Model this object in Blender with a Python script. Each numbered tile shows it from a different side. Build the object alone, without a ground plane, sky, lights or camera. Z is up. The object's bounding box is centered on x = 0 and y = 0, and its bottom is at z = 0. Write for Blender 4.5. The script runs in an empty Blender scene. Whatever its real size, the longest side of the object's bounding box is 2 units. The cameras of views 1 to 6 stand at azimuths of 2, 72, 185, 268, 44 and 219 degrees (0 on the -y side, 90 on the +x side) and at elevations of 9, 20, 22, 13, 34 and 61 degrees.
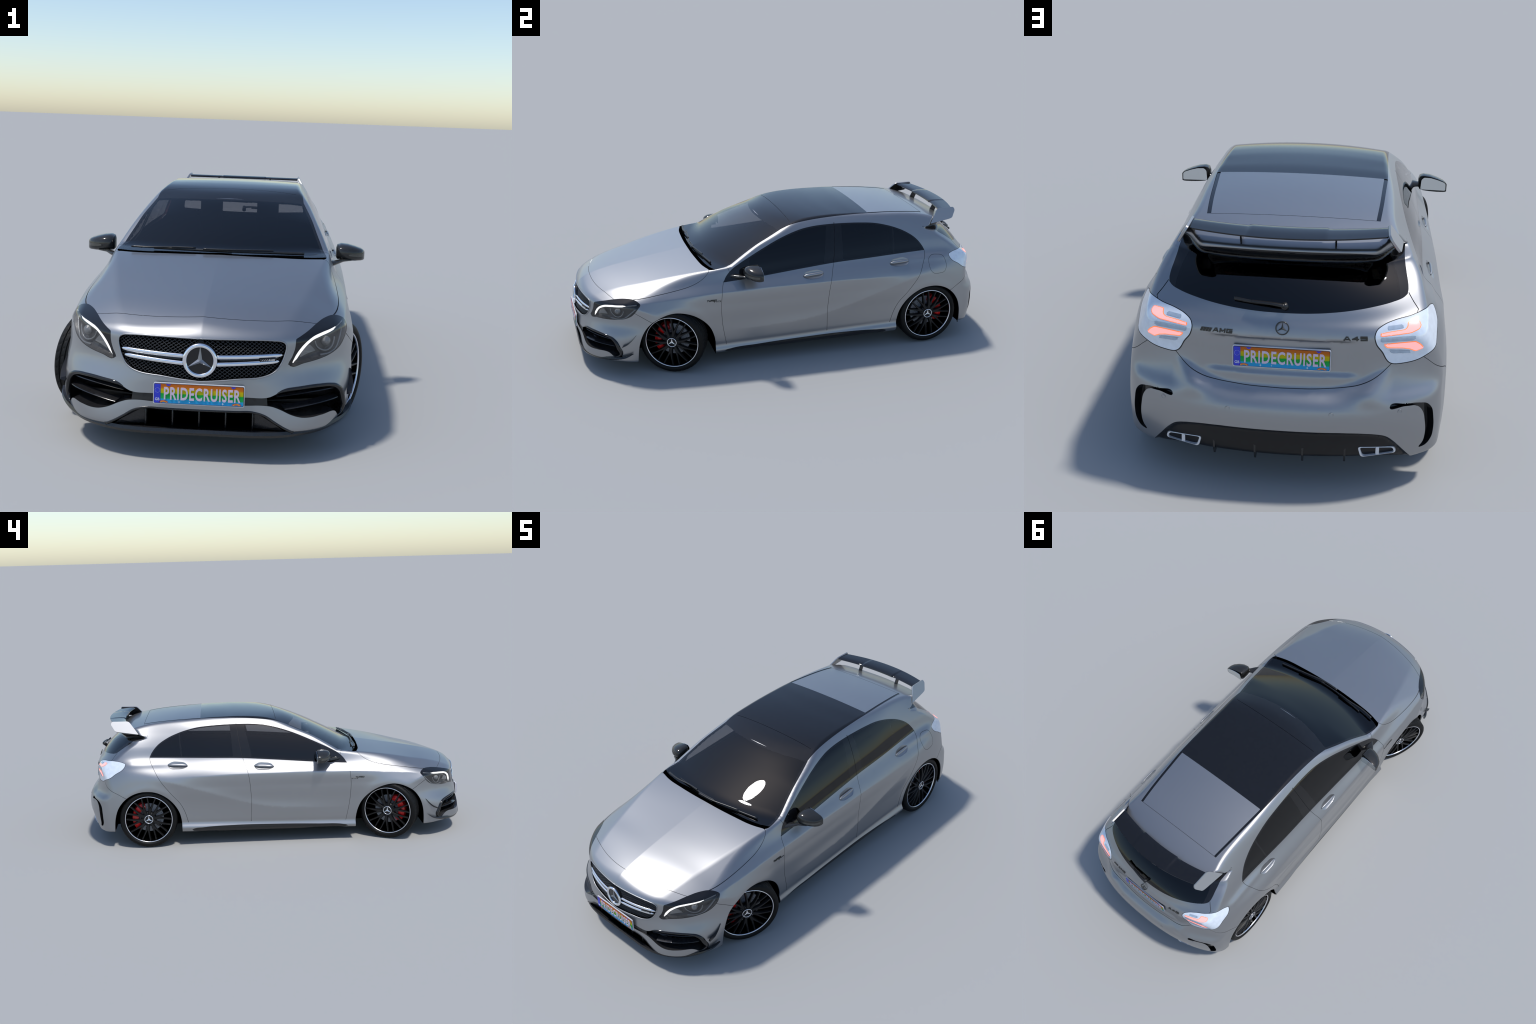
"""Compact five-door hot hatch, silver with a black glass roof, wing and black multi-spoke wheels.
The bodyshell is one implicit surface built from section, profile and plan curves; it is polygonised once,
then cut along the panel outlines so that every panel is a mesh of its own with coinciding borders."""
import bpy, math
import numpy as np
from mathutils import Matrix, Vector

def curve(pts, smooth=0.0, lo=None, hi=None, n=1500):
    """C1 monotone cubic through control points, evaluated from a dense (optionally blurred) table."""
    p=np.array(sorted(pts),float);x,y=p[:,0],p[:,1]
    h=np.diff(x);d=np.diff(y)/h;m=np.zeros(len(x))
    if len(x)>2:
        w1=2*h[1:]+h[:-1];w2=h[1:]+2*h[:-1];ok=d[:-1]*d[1:]>0
        with np.errstate(divide='ignore',invalid='ignore'):
            m[1:-1]=np.where(ok,(w1+w2)/(w1/d[:-1]+w2/d[1:]),0)
        m[1:-1]=np.where(ok,m[1:-1],0)
    m[0]=d[0];m[-1]=d[-1]
    pad=max(smooth*4,1e-6);X=np.linspace(x[0]-pad,x[-1]+pad,n)
    i=np.clip(np.searchsorted(x,X)-1,0,len(x)-2);t=(X-x[i])/h[i]
    Y=((1+2*t)*(1-t)**2)*y[i]+t*(1-t)**2*h[i]*m[i]+t*t*(3-2*t)*y[i+1]+t*t*(t-1)*h[i]*m[i+1]
    Y=np.where(X<x[0],y[0]+(X-x[0])*m[0],Y);Y=np.where(X>x[-1],y[-1]+(X-x[-1])*m[-1],Y)
    if smooth>0:
        s=smooth/(X[1]-X[0]);r=int(4*s)+1;k=np.exp(-.5*(np.arange(-r,r+1)/s)**2);k/=k.sum()
        e0=Y[0]+(np.arange(-r,0))*(Y[1]-Y[0]);e1=Y[-1]+(np.arange(1,r+1))*(Y[-1]-Y[-2])
        Y=np.convolve(np.concatenate([e0,Y,e1]),k,'valid')
    s0=(Y[1]-Y[0])/(X[1]-X[0]);s1=(Y[-1]-Y[-2])/(X[-1]-X[-2])
    def f(q):
        q=np.asarray(q,float);v=np.interp(q,X,Y)
        return np.where(q<X[0],Y[0]+(q-X[0])*s0,np.where(q>X[-1],Y[-1]+(q-X[-1])*s1,v))
    return f
def smax(a,b,k):
    h=np.maximum(k-np.abs(a-b),0)/k
    return np.maximum(a,b)+h*h*k*.25
def sstep(a,b,x):
    t=np.clip((x-a)/(b-a),0,1);return t*t*(3-2*t)

# ---------------------------------------------------------------- side: half width x(y,z)
belt_z=curve([(-.9,.385),(-.355,.404),(-.209,.413),(.019,.432),(.177,.444),(.344,.450),(.65,.458),(1,.455)],.03)
crease_z=curve([(-1,.33),(-.73,.342),(-.54,.357),(-.37,.366),(-.075,.371),(.153,.371),(.334,.368),(.528,.362),(.66,.375),(.78,.40),(1,.41)],.03)
x_bottom=curve([(-1,.34),(-.9,.372),(-.82,.386),(-.757,.391),(-.4,.384),(.15,.389),(.5,.398),(.845,.394),(.93,.365),(1,.33)],.03)
x_low=curve([(-1,.34),(-.9,.376),(-.82,.392),(-.757,.398),(-.58,.398),(-.37,.391),(.144,.3930),(.47,.3985),(.66,.402),(.845,.398),(.93,.37),(1,.33)],.03)      # z .12
x_mid=curve([(-1,.345),(-.9,.38),(-.82,.394),(-.76,.400),(-.58,.404),(-.37,.396),(.144,.397),(.47,.400),(.66,.406),(.78,.405),(.86,.395),(.93,.372),(1,.33)],.03)  # z .22
x_up=curve([(-1,.33),(-.9,.365),(-.82,.385),(-.76,.395),(-.69,.402),(-.58,.406),(-.37,.400),(.15,.403),(.47,.405),(.66,.407),(.78,.402),(.86,.385),(.93,.362),(1,.32)],.03)   # z .30
x_crease=curve([(-1,.30),(-.9,.335),(-.82,.36),(-.734,.374),(-.58,.387),(-.37,.394),(.15,.400),(.47,.402),(.66,.396),(.78,.378),(.86,.352),(.93,.325),(1,.29)],.03)
x_belt=curve([(-1,.27),(-.9,.30),(-.75,.335),(-.58,.35),(-.355,.369),(.019,.361),(.177,.357),(.344,.354),(.65,.341),(.771,.347),(.86,.33),(1,.28)],.03)
def side_x(y,z):
    """half width by spline through the waist nodes of each section"""
    zc,zb=crease_z(y),belt_z(y)
    xb=x_belt(y)
    zn=[np.full_like(zc,.06),np.full_like(zc,.12),np.full_like(zc,.22),np.full_like(zc,.30),zc,zb,zb+.055,zb+.11,zb+.16,zb+.205,zb+.27]
    t=sstep(.45,.8,y)           # the cabin tapers towards the tail
    fr=sstep(-.30,-.5,y)        # ahead of the door the flank just keeps leaning in
    def up(a,b): return xb-(a*(1-fr)+b*fr)
    xn=[x_bottom(y),x_low(y),x_mid(y),x_up(y),x_crease(y),xb,up(.024,.035),up(.052+.006*t,.075),up(.083+.015*t,.115),up(.124+.022*t,.16),up(.20+.03*t,.22)]
    Z=np.stack(np.broadcast_arrays(*zn));X=np.stack(np.broadcast_arrays(*xn))
    h=np.diff(Z,axis=0);d=np.diff(X,axis=0)/h
    m=np.empty_like(X);m[0]=d[0];m[-1]=d[-1]
    m[1:-1]=(d[:-1]*h[1:]+d[1:]*h[:-1])/(h[:-1]+h[1:])
    out=np.zeros(np.broadcast(y,z).shape)
    zz=np.broadcast_to(z,out.shape);sh=(len(zn),)+out.shape
    Z=np.broadcast_to(Z,sh);X=np.broadcast_to(X,sh);m=np.broadcast_to(m,sh)
    out=X[0]+(zz-Z[0])*m[0]
    for i in range(len(zn)-1):
        hh=Z[i+1]-Z[i];q=(zz-Z[i])/hh;k=(q>=0)&(q<=1)
        v=((1+2*q)*(1-q)**2)*X[i]+q*(1-q)**2*hh*m[i]+q*q*(3-2*q)*X[i+1]+q*q*(q-1)*hh*m[i+1]
        out=np.where(k,v,out)
    out=np.where(zz>Z[-1],X[-1]+(zz-Z[-1])*m[-1],out)
    # long character line: a soft rib climbing from the front door foot to the rear haunch
    rib=rib_z(y);dz=zz-rib;a=.006*sstep(-.45,0,y)*(1-sstep(.5,.72,y))
    out=out+a*np.exp(-(np.sqrt(dz*dz+.003**2)/np.where(dz>0,.030,.075))**1.3)
    # crisp shoulder line from the headlamp to the rear door
    dz=zz-zc;out=out+.0042*np.exp(-np.sqrt(dz*dz+.0015**2)/.016)*(1-sstep(.25,.6,y))*sstep(-.80,-.70,y)
    # full haunch just under the rear window line
    out=out+.005*np.exp(-((zz-.430)/.016)**2)*sstep(.45,.62,y)*(1-sstep(.74,.80,y))
    # rolled lips over the wheels
    for cy,cz,r in ((-.577,.147,.160),(.668,.147,.162)):
        rr=np.hypot(y-cy,zz-cz);out=out+.003*np.exp(-((rr-r)/.022)**2)*sstep(.05,.2,zz)
    # sill: tuck under the doors, then a blade standing out
    ins=sstep(-.47,-.40,y)*(1-sstep(.50,.57,y))
    st=.112+.022*(y+.06)/1.0
    out=out+ins*(.010*np.exp(-((zz-(st-.025))/.016)**2)-.0012*np.exp(-((zz-(st+.004))/.010)**2))
    return out
rib_z=curve([(-.5,.18),(-.30,.182),(-.10,.185),(.027,.194),(.139,.216),(.254,.247),(.338,.276),(.466,.315),(.604,.357),(.8,.41)],.02)

# ---------------------------------------------------------------- top: height z(x,y)
hood_c=curve([(-1.1,.25),(-1.0,.312),(-.965,.340),(-.912,.367),(-.83,.391),(-.736,.410),(-.6,.434),(-.444,.4595),(-.3,.478)],.015)
crease_x=curve([(-1.05,.18),(-.937,.212),(-.89,.225),(-.776,.256),(-.736,.266),(-.63,.29),(-.524,.312),(-.414,.333),(-.3,.35)],.02)
crease_h=curve([(-1.05,.26),(-.97,.312),(-.937,.327),(-.89,.348),(-.84,.3665),(-.776,.3835),(-.736,.391),(-.63,.415),(-.524,.436),(-.414,.4525),(-.3,.465)],.02)
def hood_z(x,y):
    a=np.abs(x);xc=crease_x(y);zc=hood_c(y);ze=crease_h(y)
    r=a/xc;inn=zc+(ze-zc)*(.55*r+.45*r*r)      # faint spine down the middle
    s=.35
    outz=ze-s*(a-xc)-.35*np.maximum(a-xc,0)**2
    # blend slope at the crease
    return -smax(-inn,-outz,.003)-.6*np.maximum(y+.32,0)
roof_c=curve([(-.75,.295),(-.55,.3800),(-.43,.4455),(-.30,.5135),(-.20,.5615),(-.10,.6055),(-.04,.625),(.03,.637),(.12,.6445),(.2,.647),(.3,.6465),(.388,.643),(.5,.6365),(.6,.6265),(.68,.6155),(.76,.598),(.80,.5865),(.825,.579),(.9,.555)],.012)
def roof_z(x,y):
    a=np.abs(x)
    c=.72+.36*sstep(-.20,-.03,y)
    sh=c*a*a*(1-sstep(.1,.45,y))
    return roof_c(y-sh)-.12*a*a*sstep(0,.3,y)*(1-.5*sstep(.45,.7,y))-.06*a*a*sstep(.6,.8,y)
def top_z(x,y): return smax(hood_z(x,y),roof_z(x,y),.012)

# ---------------------------------------------------------------- nose and tail: y(x,z)
nose_c=curve([(.05,-.972),(.09,-.987),(.15,-.990),(.20,-.990),(.25,-.986),(.307,-.977),(.325,-.971),(.345,-.957),(.37,-.935),(.45,-.85)],.006)
nose_2=curve([(.05,.0),(.09,.05),(.14,.30),(.19,.60),(.25,.90),(.29,.86),(.32,.76),(.40,.72)],.015)
nose_6=curve([(.05,56),(.09,53),(.14,37),(.19,27),(.25,29),(.32,32),(.40,33)],.015)
def nose_y(x,z):
    a2=x*x;return nose_c(z)+nose_2(z)*a2+nose_6(z)*a2**3
tail_c=curve([(.05,.975),(.08,.985),(.11,.993),(.156,.999),(.20,1.0),(.22,.9985),(.237,.994),(.25,.986),(.262,.973),(.272,.962),(.283,.955),(.30,.953),(.335,.951),(.375,.949),(.40,.946),(.424,.937),(.44,.926),(.46,.916),(.504,.876),(.535,.836),(.548,.815),(.556,.8165),(.566,.822),(.60,.825),(.70,.83)],.0035)
tail_2=curve([(.05,.42),(.10,.42),(.20,.28),(.25,.22),(.28,.34),(.34,.42),(.41,.30),(.46,.62),(.50,.85),(.535,1.1),(.555,.60),(.565,.36),(.60,.35)],.006)
tail_4=curve([(.05,1.9),(.12,2.0),(.16,2.3),(.225,3.2),(.29,2.4),(.34,1.3),(.41,1.3),(.46,2.2),(.535,2.0),(.56,.5),(.60,.5)],.015)
def tail_y(x,z):
    a=np.abs(x);a2=x*x
    up=np.minimum(2.6*np.maximum(a-.1,0)**2,.07)      # the bumper shelf climbs towards the lamps
    ze=z-up*sstep(.235,.28,z)*(1-sstep(.31,.39,z))
    rec=.007*(1-sstep(.15,.20,a))*sstep(.302,.318,z)*(1-sstep(.392,.401,z))   # number plate recess
    c=tail_c(ze);w=sstep(.19,.27,a)*sstep(.20,.23,z)*(1-sstep(.33,.37,z))
    c=c*(1-w)+tail_soft(z)*w                          # no shelf below the lamps
    over=.085*sstep(.208,.282,a)*sstep(.535,.556,z)   # the lip over the window stops short of the pillars
    return c-tail_2(z)*a2-tail_4(z)*a2*a2-rec-over
tail_soft=curve([(.15,.999),(.20,.9995),(.23,.996),(.26,.985),(.285,.972),(.31,.962),(.34,.954),(.38,.949),(.42,.938)],.006)
floor_z=curve([(-1.1,.083),(-.95,.083),(-.85,.075),(-.757,.067),(-.4,.066),(.5,.075),(.845,.086),(.93,.086),(1.05,.090)],.02)
k_shoulder=curve([(-1,.015),(-.75,.018),(-.5,.018),(-.40,.010),(-.25,.009),(.0,.010),(.6,.012),(.8,.014)],.03)
def F(x,y,z):
    """<0 inside the bodyshell; the four charts meet in rounded edges"""
    a=np.abs(x)
    fs=a-side_x(y,z);ft=(z-top_z(x,y))*.93
    f=smax(fs,ft,k_shoulder(y))
    f=smax(f,nose_y(x,z)-y,.03-.016*sstep(.28,.32,z))
    kr=.02-.006*sstep(.42,.46,z)-.006*sstep(.535,.55,z)
    f=smax(f,(y-tail_y(x,z))*.9,kr)
    lift=sstep(.84,.93,y)*(.012-.018*sstep(.22,.33,a))          # the tail rises between its corners
    return smax(f,floor_z(y)+lift-z,.012)
def grad(p,e=.0012):
    g=np.empty_like(p)
    for i in range(3):
        d=np.zeros(3);d[i]=e
        g[:,i]=(F(*(p+d).T)-F(*(p-d).T))/(2*e)
    return g

# ================================================================= mesh helpers
CAR = bpy.data.objects.new("hatchback_car", None)
bpy.context.scene.collection.objects.link(CAR)
CAR["label"] = "silver five-door hatchback with black roof and rear wing"
CAR["category"] = "car"

def empty(name, parent, loc=(0, 0, 0), rot=(0, 0, 0)):
    o = bpy.data.objects.new(name, None)
    bpy.context.scene.collection.objects.link(o)
    o.parent = parent; o.location = loc; o.rotation_euler = rot
    return o

def make(name, V, Fc, mat, parent=None, normals=None, smooth=True, sharp=None, kind=None):
    me = bpy.data.meshes.new(name)
    V = np.asarray(V, float)
    me.from_pydata(V.tolist(), [], [list(map(int, f)) for f in Fc])
    me.update()
    if smooth:
        me.polygons.foreach_set("use_smooth", [True] * len(me.polygons))
        if sharp is not None:
            me.set_sharp_from_angle(angle=math.radians(sharp))
    if mat is not None:
        me.materials.append(mat)
    if normals is not None:
        me.normals_split_custom_set_from_vertices(np.asarray(normals, float).tolist())
    o = bpy.data.objects.new(name, me)
    bpy.context.scene.collection.objects.link(o)
    o.parent = parent or CAR
    if kind: o["kind"] = kind
    return o

def again(o, parent=None, **kw):
    c = o.copy(); bpy.context.scene.collection.objects.link(c)
    c.parent = parent or o.parent
    for k, v in kw.items(): setattr(c, k, v)
    return c

def mirror_faces(Fc): return [tuple(reversed(tuple(f))) for f in Fc]
def mirrored(V): return np.asarray(V, float) * [-1, 1, 1]

def both(name, V, Fc, mat, parent=None, **kw):
    """the part on the +x side and its mirror image"""
    a = make(name, V, Fc, mat, parent, **kw)
    b = make(name, mirrored(V), mirror_faces(Fc), mat, parent, **kw)
    return a, b

def join(*parts):
    V, Fc, n = [], [], 0
    for v, f in parts:
        v = np.asarray(v, float); V.append(v); Fc += [tuple(i + n for i in q) for q in f]; n += len(v)
    return np.vstack(V), Fc

def loft(rings, closed=True, caps=True, loop=False):
    """skin through rings of equal length"""
    n = len(rings[0]); V = np.vstack(rings); Fc = []
    m = len(rings)
    for i in range(m if loop else m - 1):
        a, b = i * n, ((i + 1) % m) * n
        for j in range(n if closed else n - 1):
            k = (j + 1) % n
            Fc.append((a + j, a + k, b + k, b + j))
    if caps and not loop and closed:
        Fc.append(tuple(range(n - 1, -1, -1))); Fc.append(tuple((m - 1) * n + j for j in range(n)))
    return V, Fc

def smooth_path(pts, n, closed=False):
    """Catmull-Rom through control points, resampled evenly"""
    p = np.asarray(pts, float); m = len(p)
    seg = m if closed else m - 1; out = []
    for i in range(seg):
        if closed: a, b, c, d = p[(i - 1) % m], p[i], p[(i + 1) % m], p[(i + 2) % m]
        else: a, b, c, d = p[max(i - 1, 0)], p[i], p[i + 1], p[min(i + 2, m - 1)]
        # centripetal-ish: limit tangents on uneven spacing
        L = np.linalg.norm(c - b) + 1e-9
        la = np.linalg.norm(b - a) + 1e-9; ld = np.linalg.norm(d - c) + 1e-9
        m0 = ((c - b) / L * la + (b - a) / la * L) / (L + la) * L if la > 1e-8 else c - b
        m1 = ((d - c) / ld * L + (c - b) / L * ld) / (L + ld) * L if ld > 1e-8 else c - b
        t = np.linspace(0, 1, 24, endpoint=False)[:, None]
        out.append((1 + 2 * t) * (1 - t) ** 2 * b + t * (1 - t) ** 2 * m0 + t * t * (3 - 2 * t) * c + t * t * (t - 1) * m1)
    q = np.vstack(out + ([] if closed else [p[-1:]]))
    if closed: q = np.vstack([q, q[:1]])
    s = np.concatenate([[0], np.cumsum(np.linalg.norm(np.diff(q, axis=0), axis=1))])
    u = np.linspace(0, s[-1], n, endpoint=not closed)
    return np.stack([np.interp(u, s, q[:, i]) for i in range(q.shape[1])], 1)

def tube(path, w, h=None, up=(0, 0, 1), n=12, closed=False, power=1.0, taper=None):
    """elliptic or squarish bar of half sizes w (sideways) and h (along up) along a path; up may vary"""
    path = np.asarray(path, float); m = len(path); h = h or w
    if closed: T = np.roll(path, -1, 0) - np.roll(path, 1, 0)
    else: T = np.gradient(path, axis=0)
    T /= np.linalg.norm(T, axis=1)[:, None] + 1e-12
    U = np.broadcast_to(np.asarray(up, float), (m, 3))
    S = np.cross(T, U); S /= np.linalg.norm(S, axis=1)[:, None] + 1e-12
    U = np.cross(S, T)
    a = np.linspace(0, 2 * math.pi, n, endpoint=False)
    ca = np.sign(np.cos(a)) * np.abs(np.cos(a)) ** power; sa = np.sign(np.sin(a)) * np.abs(np.sin(a)) ** power
    k = np.ones(m) if taper is None else np.asarray(taper, float)
    rings = [path[i] + k[i] * (S[i] * w * ca[:, None] + U[i] * h * sa[:, None]) for i in range(m)]
    return loft(rings, loop=closed)

def revolve(profile, n, axis='x', arc=None):
    """spin (axial, radial) points round the x axis"""
    p = np.asarray(profile, float); a0, a1 = arc or (0, 2 * math.pi)
    full = arc is None
    A = np.linspace(a0, a1, n, endpoint=not full)
    rings = [np.stack([p[:, 0], p[:, 1] * math.cos(a), p[:, 1] * math.sin(a)], 1) for a in A]
    return loft(rings, closed=False, caps=False, loop=full)

def box(lo, hi, bevel=0.0):
    x0, y0, z0 = lo; x1, y1, z1 = hi; b = bevel
    if b <= 0:
        V = [(x, y, z) for x in (x0, x1) for y in (y0, y1) for z in (z0, z1)]
        return np.array(V, float), [(0, 1, 3, 2), (4, 6, 7, 5), (0, 4, 5, 1), (2, 3, 7, 6), (0, 2, 6, 4), (1, 5, 7, 3)]
    def ring(x, e):
        return np.array([(x, y0 + e, z0 + e + b), (x, y0 + e + b, z0 + e), (x, y1 - e - b, z0 + e), (x, y1 - e, z0 + e + b),
                         (x, y1 - e, z1 - e - b), (x, y1 - e - b, z1 - e), (x, y0 + e + b, z1 - e), (x, y0 + e, z1 - e - b)])
    return loft([ring(x0, b * .6), ring(x0 + b, 0), ring(x1 - b, 0), ring(x1, b * .6)])

def cap(poly):
    """fan-free fill of a closed 3D loop (ear clipping by Blender's tessellator)"""
    from mathutils.geometry import tessellate_polygon
    return [tuple(t) for t in tessellate_polygon([[Vector(p) for p in poly]])]

def prism(poly, offset):
    """thick plate: closed loop plus its copy moved by offset"""
    p = np.asarray(poly, float); n = len(p); q = p + np.asarray(offset, float)
    t = cap(p); V = np.vstack([p, q])
    Fc = [tuple(f) for f in t] + [tuple(i + n for i in reversed(f)) for f in t]
    Fc += [(i, i + n, (i + 1) % n + n, (i + 1) % n) for i in range(n)]
    import bmesh
    bm = bmesh.new(); vs = [bm.verts.new(v) for v in V]
    for f in Fc:
        try: bm.faces.new([vs[i] for i in f])
        except ValueError: pass
    bmesh.ops.recalc_face_normals(bm, faces=bm.faces)
    bm.verts.index_update()
    out = [tuple(v.index for v in f.verts) for f in bm.faces]; bm.free()
    return V, out

def round_poly(pts, r, n=5):
    """2D polygon with rounded corners"""
    p = np.asarray(pts, float); m = len(p); out = []
    for i in range(m):
        a, b, c = p[i - 1], p[i], p[(i + 1) % m]
        u = (a - b) / np.linalg.norm(a - b); v = (c - b) / np.linalg.norm(c - b)
        rr = r[i] if hasattr(r, '__len__') else r
        rr = min(rr, .45 * np.linalg.norm(a - b), .45 * np.linalg.norm(c - b))
        for t in np.linspace(0, 1, n):
            out.append((1 - t) ** 2 * (b + u * rr) + 2 * t * (1 - t) * b + t * t * (b + v * rr))
    return np.array(out)

_texts = {}
def text_mesh(s, width, height, depth, spacing=1.0, shear=0.0, bold=0.0):
    """built-in font, scaled to a box centred on the origin in the x-z plane, face towards -y"""
    cu = bpy.data.curves.new("lettering_source", 'FONT'); cu.body = s; cu.extrude = .05; cu.offset = bold; cu.space_character = spacing; cu.shear = shear
    cu.resolution_u = 4
    o = bpy.data.objects.new("lettering_source", cu); bpy.context.scene.collection.objects.link(o)
    dg = bpy.context.evaluated_depsgraph_get(); dg.update()
    me = bpy.data.meshes.new_from_object(o.evaluated_get(dg))
    V = np.empty(len(me.vertices) * 3); me.vertices.foreach_get("co", V); V = V.reshape(-1, 3)
    Fc = [tuple(p.vertices) for p in me.polygons]
    bpy.data.objects.remove(o); bpy.data.meshes.remove(me); bpy.data.curves.remove(cu)
    lo, hi = V.min(0), V.max(0); c = (lo + hi) / 2
    k = np.array([width, height, depth]) / (hi - lo)
    if width is None: pass
    W = (V - c) * k
    return np.stack([W[:, 0], -W[:, 2], W[:, 1]], 1), Fc

def star_mesh(R, depth, notch=.17):
    """three-pointed star, ridged, in the x-z plane, raised towards -y"""
    V, Fc = [(0, -depth, 0)], []
    for i in range(3):
        a = math.pi / 2 + i * 2 * math.pi / 3; b = a + math.pi / 3
        V += [(R * math.cos(a), 0, R * math.sin(a)), (R * notch * math.cos(b), 0, R * notch * math.sin(b))]
    for i in range(6): Fc.append((0, 1 + i, 1 + (i + 1) % 6))
    return np.array(V, float), Fc

def ring_mesh(R, r, h=None, n=48, m=10):
    a = np.linspace(0, 2 * math.pi, n, endpoint=False)
    return tube(np.stack([R * np.cos(a), 0 * a, R * np.sin(a)], 1), r, h or r, up=(0, -1, 0), n=m, closed=True)

def disc_mesh(R, n=48, y=0.0):
    a = np.linspace(0, 2 * math.pi, n, endpoint=False)
    return np.vstack([[(0, y, 0)], np.stack([R * np.cos(a), 0 * a + y, R * np.sin(a)], 1)]), [(0, i + 1, (i + 1) % n + 1) for i in range(n)]

def place(V, origin, right, up):
    """map a part drawn in x-z (facing -y) to a frame on the body"""
    r = np.asarray(right, float); r /= np.linalg.norm(r)
    u = np.asarray(up, float); u = u - r * (u @ r); u /= np.linalg.norm(u)
    f = np.cross(r, u)                     # outward is -f*(-1): x-z faces -y, so outward = r x u * -1 * -1
    V = np.asarray(V, float)
    return np.asarray(origin, float) + V[:, :1] * r + V[:, 2:3] * u - V[:, 1:2] * (f * 1.0)

# ================================================================= materials
def nodes(name):
    m = bpy.data.materials.new(name); m.use_nodes = True
    nt = m.node_tree; return m, nt, nt.nodes["Principled BSDF"]
def setp(b, **kw):
    names = {"color": "Base Color", "rough": "Roughness", "metal": "Metallic", "ior": "IOR", "coat": "Coat Weight", "coat_rough": "Coat Roughness",
             "spec": "Specular IOR Level", "emit": "Emission Color", "power": "Emission Strength"}
    for k, v in kw.items():
        b.inputs[names[k]].default_value = (*v, 1) if isinstance(v, tuple) else v
def grain(nt, b, color, amount=.06, scale=60.0, bump=0.0):
    """slight mottling of the base colour, plus optional fine bump"""
    tc = nt.nodes.new("ShaderNodeTexCoord"); no = nt.nodes.new("ShaderNodeTexNoise"); no.inputs["Scale"].default_value = scale
    no.inputs["Detail"].default_value = 3
    nt.links.new(tc.outputs["Object"], no.inputs["Vector"])
    cr = nt.nodes.new("ShaderNodeValToRGB")
    cr.color_ramp.elements[0].position = .3; cr.color_ramp.elements[1].position = .7
    cr.color_ramp.elements[0].color = (*[c * (1 - amount) for c in color], 1); cr.color_ramp.elements[1].color = (*[c * (1 + amount) for c in color], 1)
    nt.links.new(no.outputs["Fac"], cr.inputs["Fac"]); nt.links.new(cr.outputs["Color"], b.inputs["Base Color"])
    if bump:
        bp = nt.nodes.new("ShaderNodeBump"); bp.inputs["Strength"].default_value = bump; bp.inputs["Distance"].default_value = .001
        nt.links.new(no.outputs["Fac"], bp.inputs["Height"]); nt.links.new(bp.outputs["Normal"], b.inputs["Normal"])
def simple(name, color, rough=.5, metal=0.0, amount=.05, scale=80.0, bump=0.0, **kw):
    m, nt, b = nodes(name); setp(b, color=color, rough=rough, metal=metal, **kw); grain(nt, b, color, amount, scale, bump); return m

PAINT = simple("silver_paint", (.325, .33, .342), .40, .90, amount=.012, scale=900.0, coat=.42, coat_rough=.08)
BLACK_GLOSS = simple("black_gloss", (.008, .008, .009), .03, amount=.1)
BLACK_SATIN = simple("black_satin", (.012, .012, .013), .32, amount=.1)
BLACK_PLASTIC = simple("black_plastic", (.014, .014, .015), .22, amount=.1)
VOID = simple("unlit_black", (.001, .001, .001), .9, amount=.1, spec=0.0)
MIRROR_SHELL = simple("dark_grey_gloss", (.022, .022, .021), .12, amount=.1)
RUBBER = simple("tyre_rubber", (.004, .004, .004), .55, amount=.15, scale=200.0, bump=.15, spec=.2)
WHEEL_BLACK = simple("wheel_black", (.007, .007, .0075), .42, amount=.1, spec=.3)
WHEEL_LIP = simple("machined_lip", (.72, .73, .77), .25, 1.0, amount=.02)
CHROME = simple("chrome", (.80, .82, .86), .12, 1.0, amount=.02)
STAR_GREY = simple("emblem_grey", (.30, .31, .33), .3, .8, amount=.03)
DISC = simple("brake_disc_steel", (.36, .37, .40), .45, .2, amount=.08, scale=300.0)
CALIPER = simple("caliper_red", (.75, .012, .010), .3, amount=.05)
GAP = simple("gap_dark", (.06, .06, .065), .8, amount=.1)
MIRROR_GLASS = simple("mirror_silvering", (.62, .66, .68), .02, 1.0, amount=.01)
BADGE_DARK = simple("badge_dark", (.05, .05, .045), .3, .5, amount=.1)
BADGE_SILVER = simple("badge_silver", (.75, .76, .78), .25, .9, amount=.03)
LAMP_INNER = simple("lamp_housing", (.045, .045, .047), .35, amount=.1)
LAMP_GREY = simple("lamp_trim_grey", (.24, .245, .25), .25, .4, amount=.05)

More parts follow.
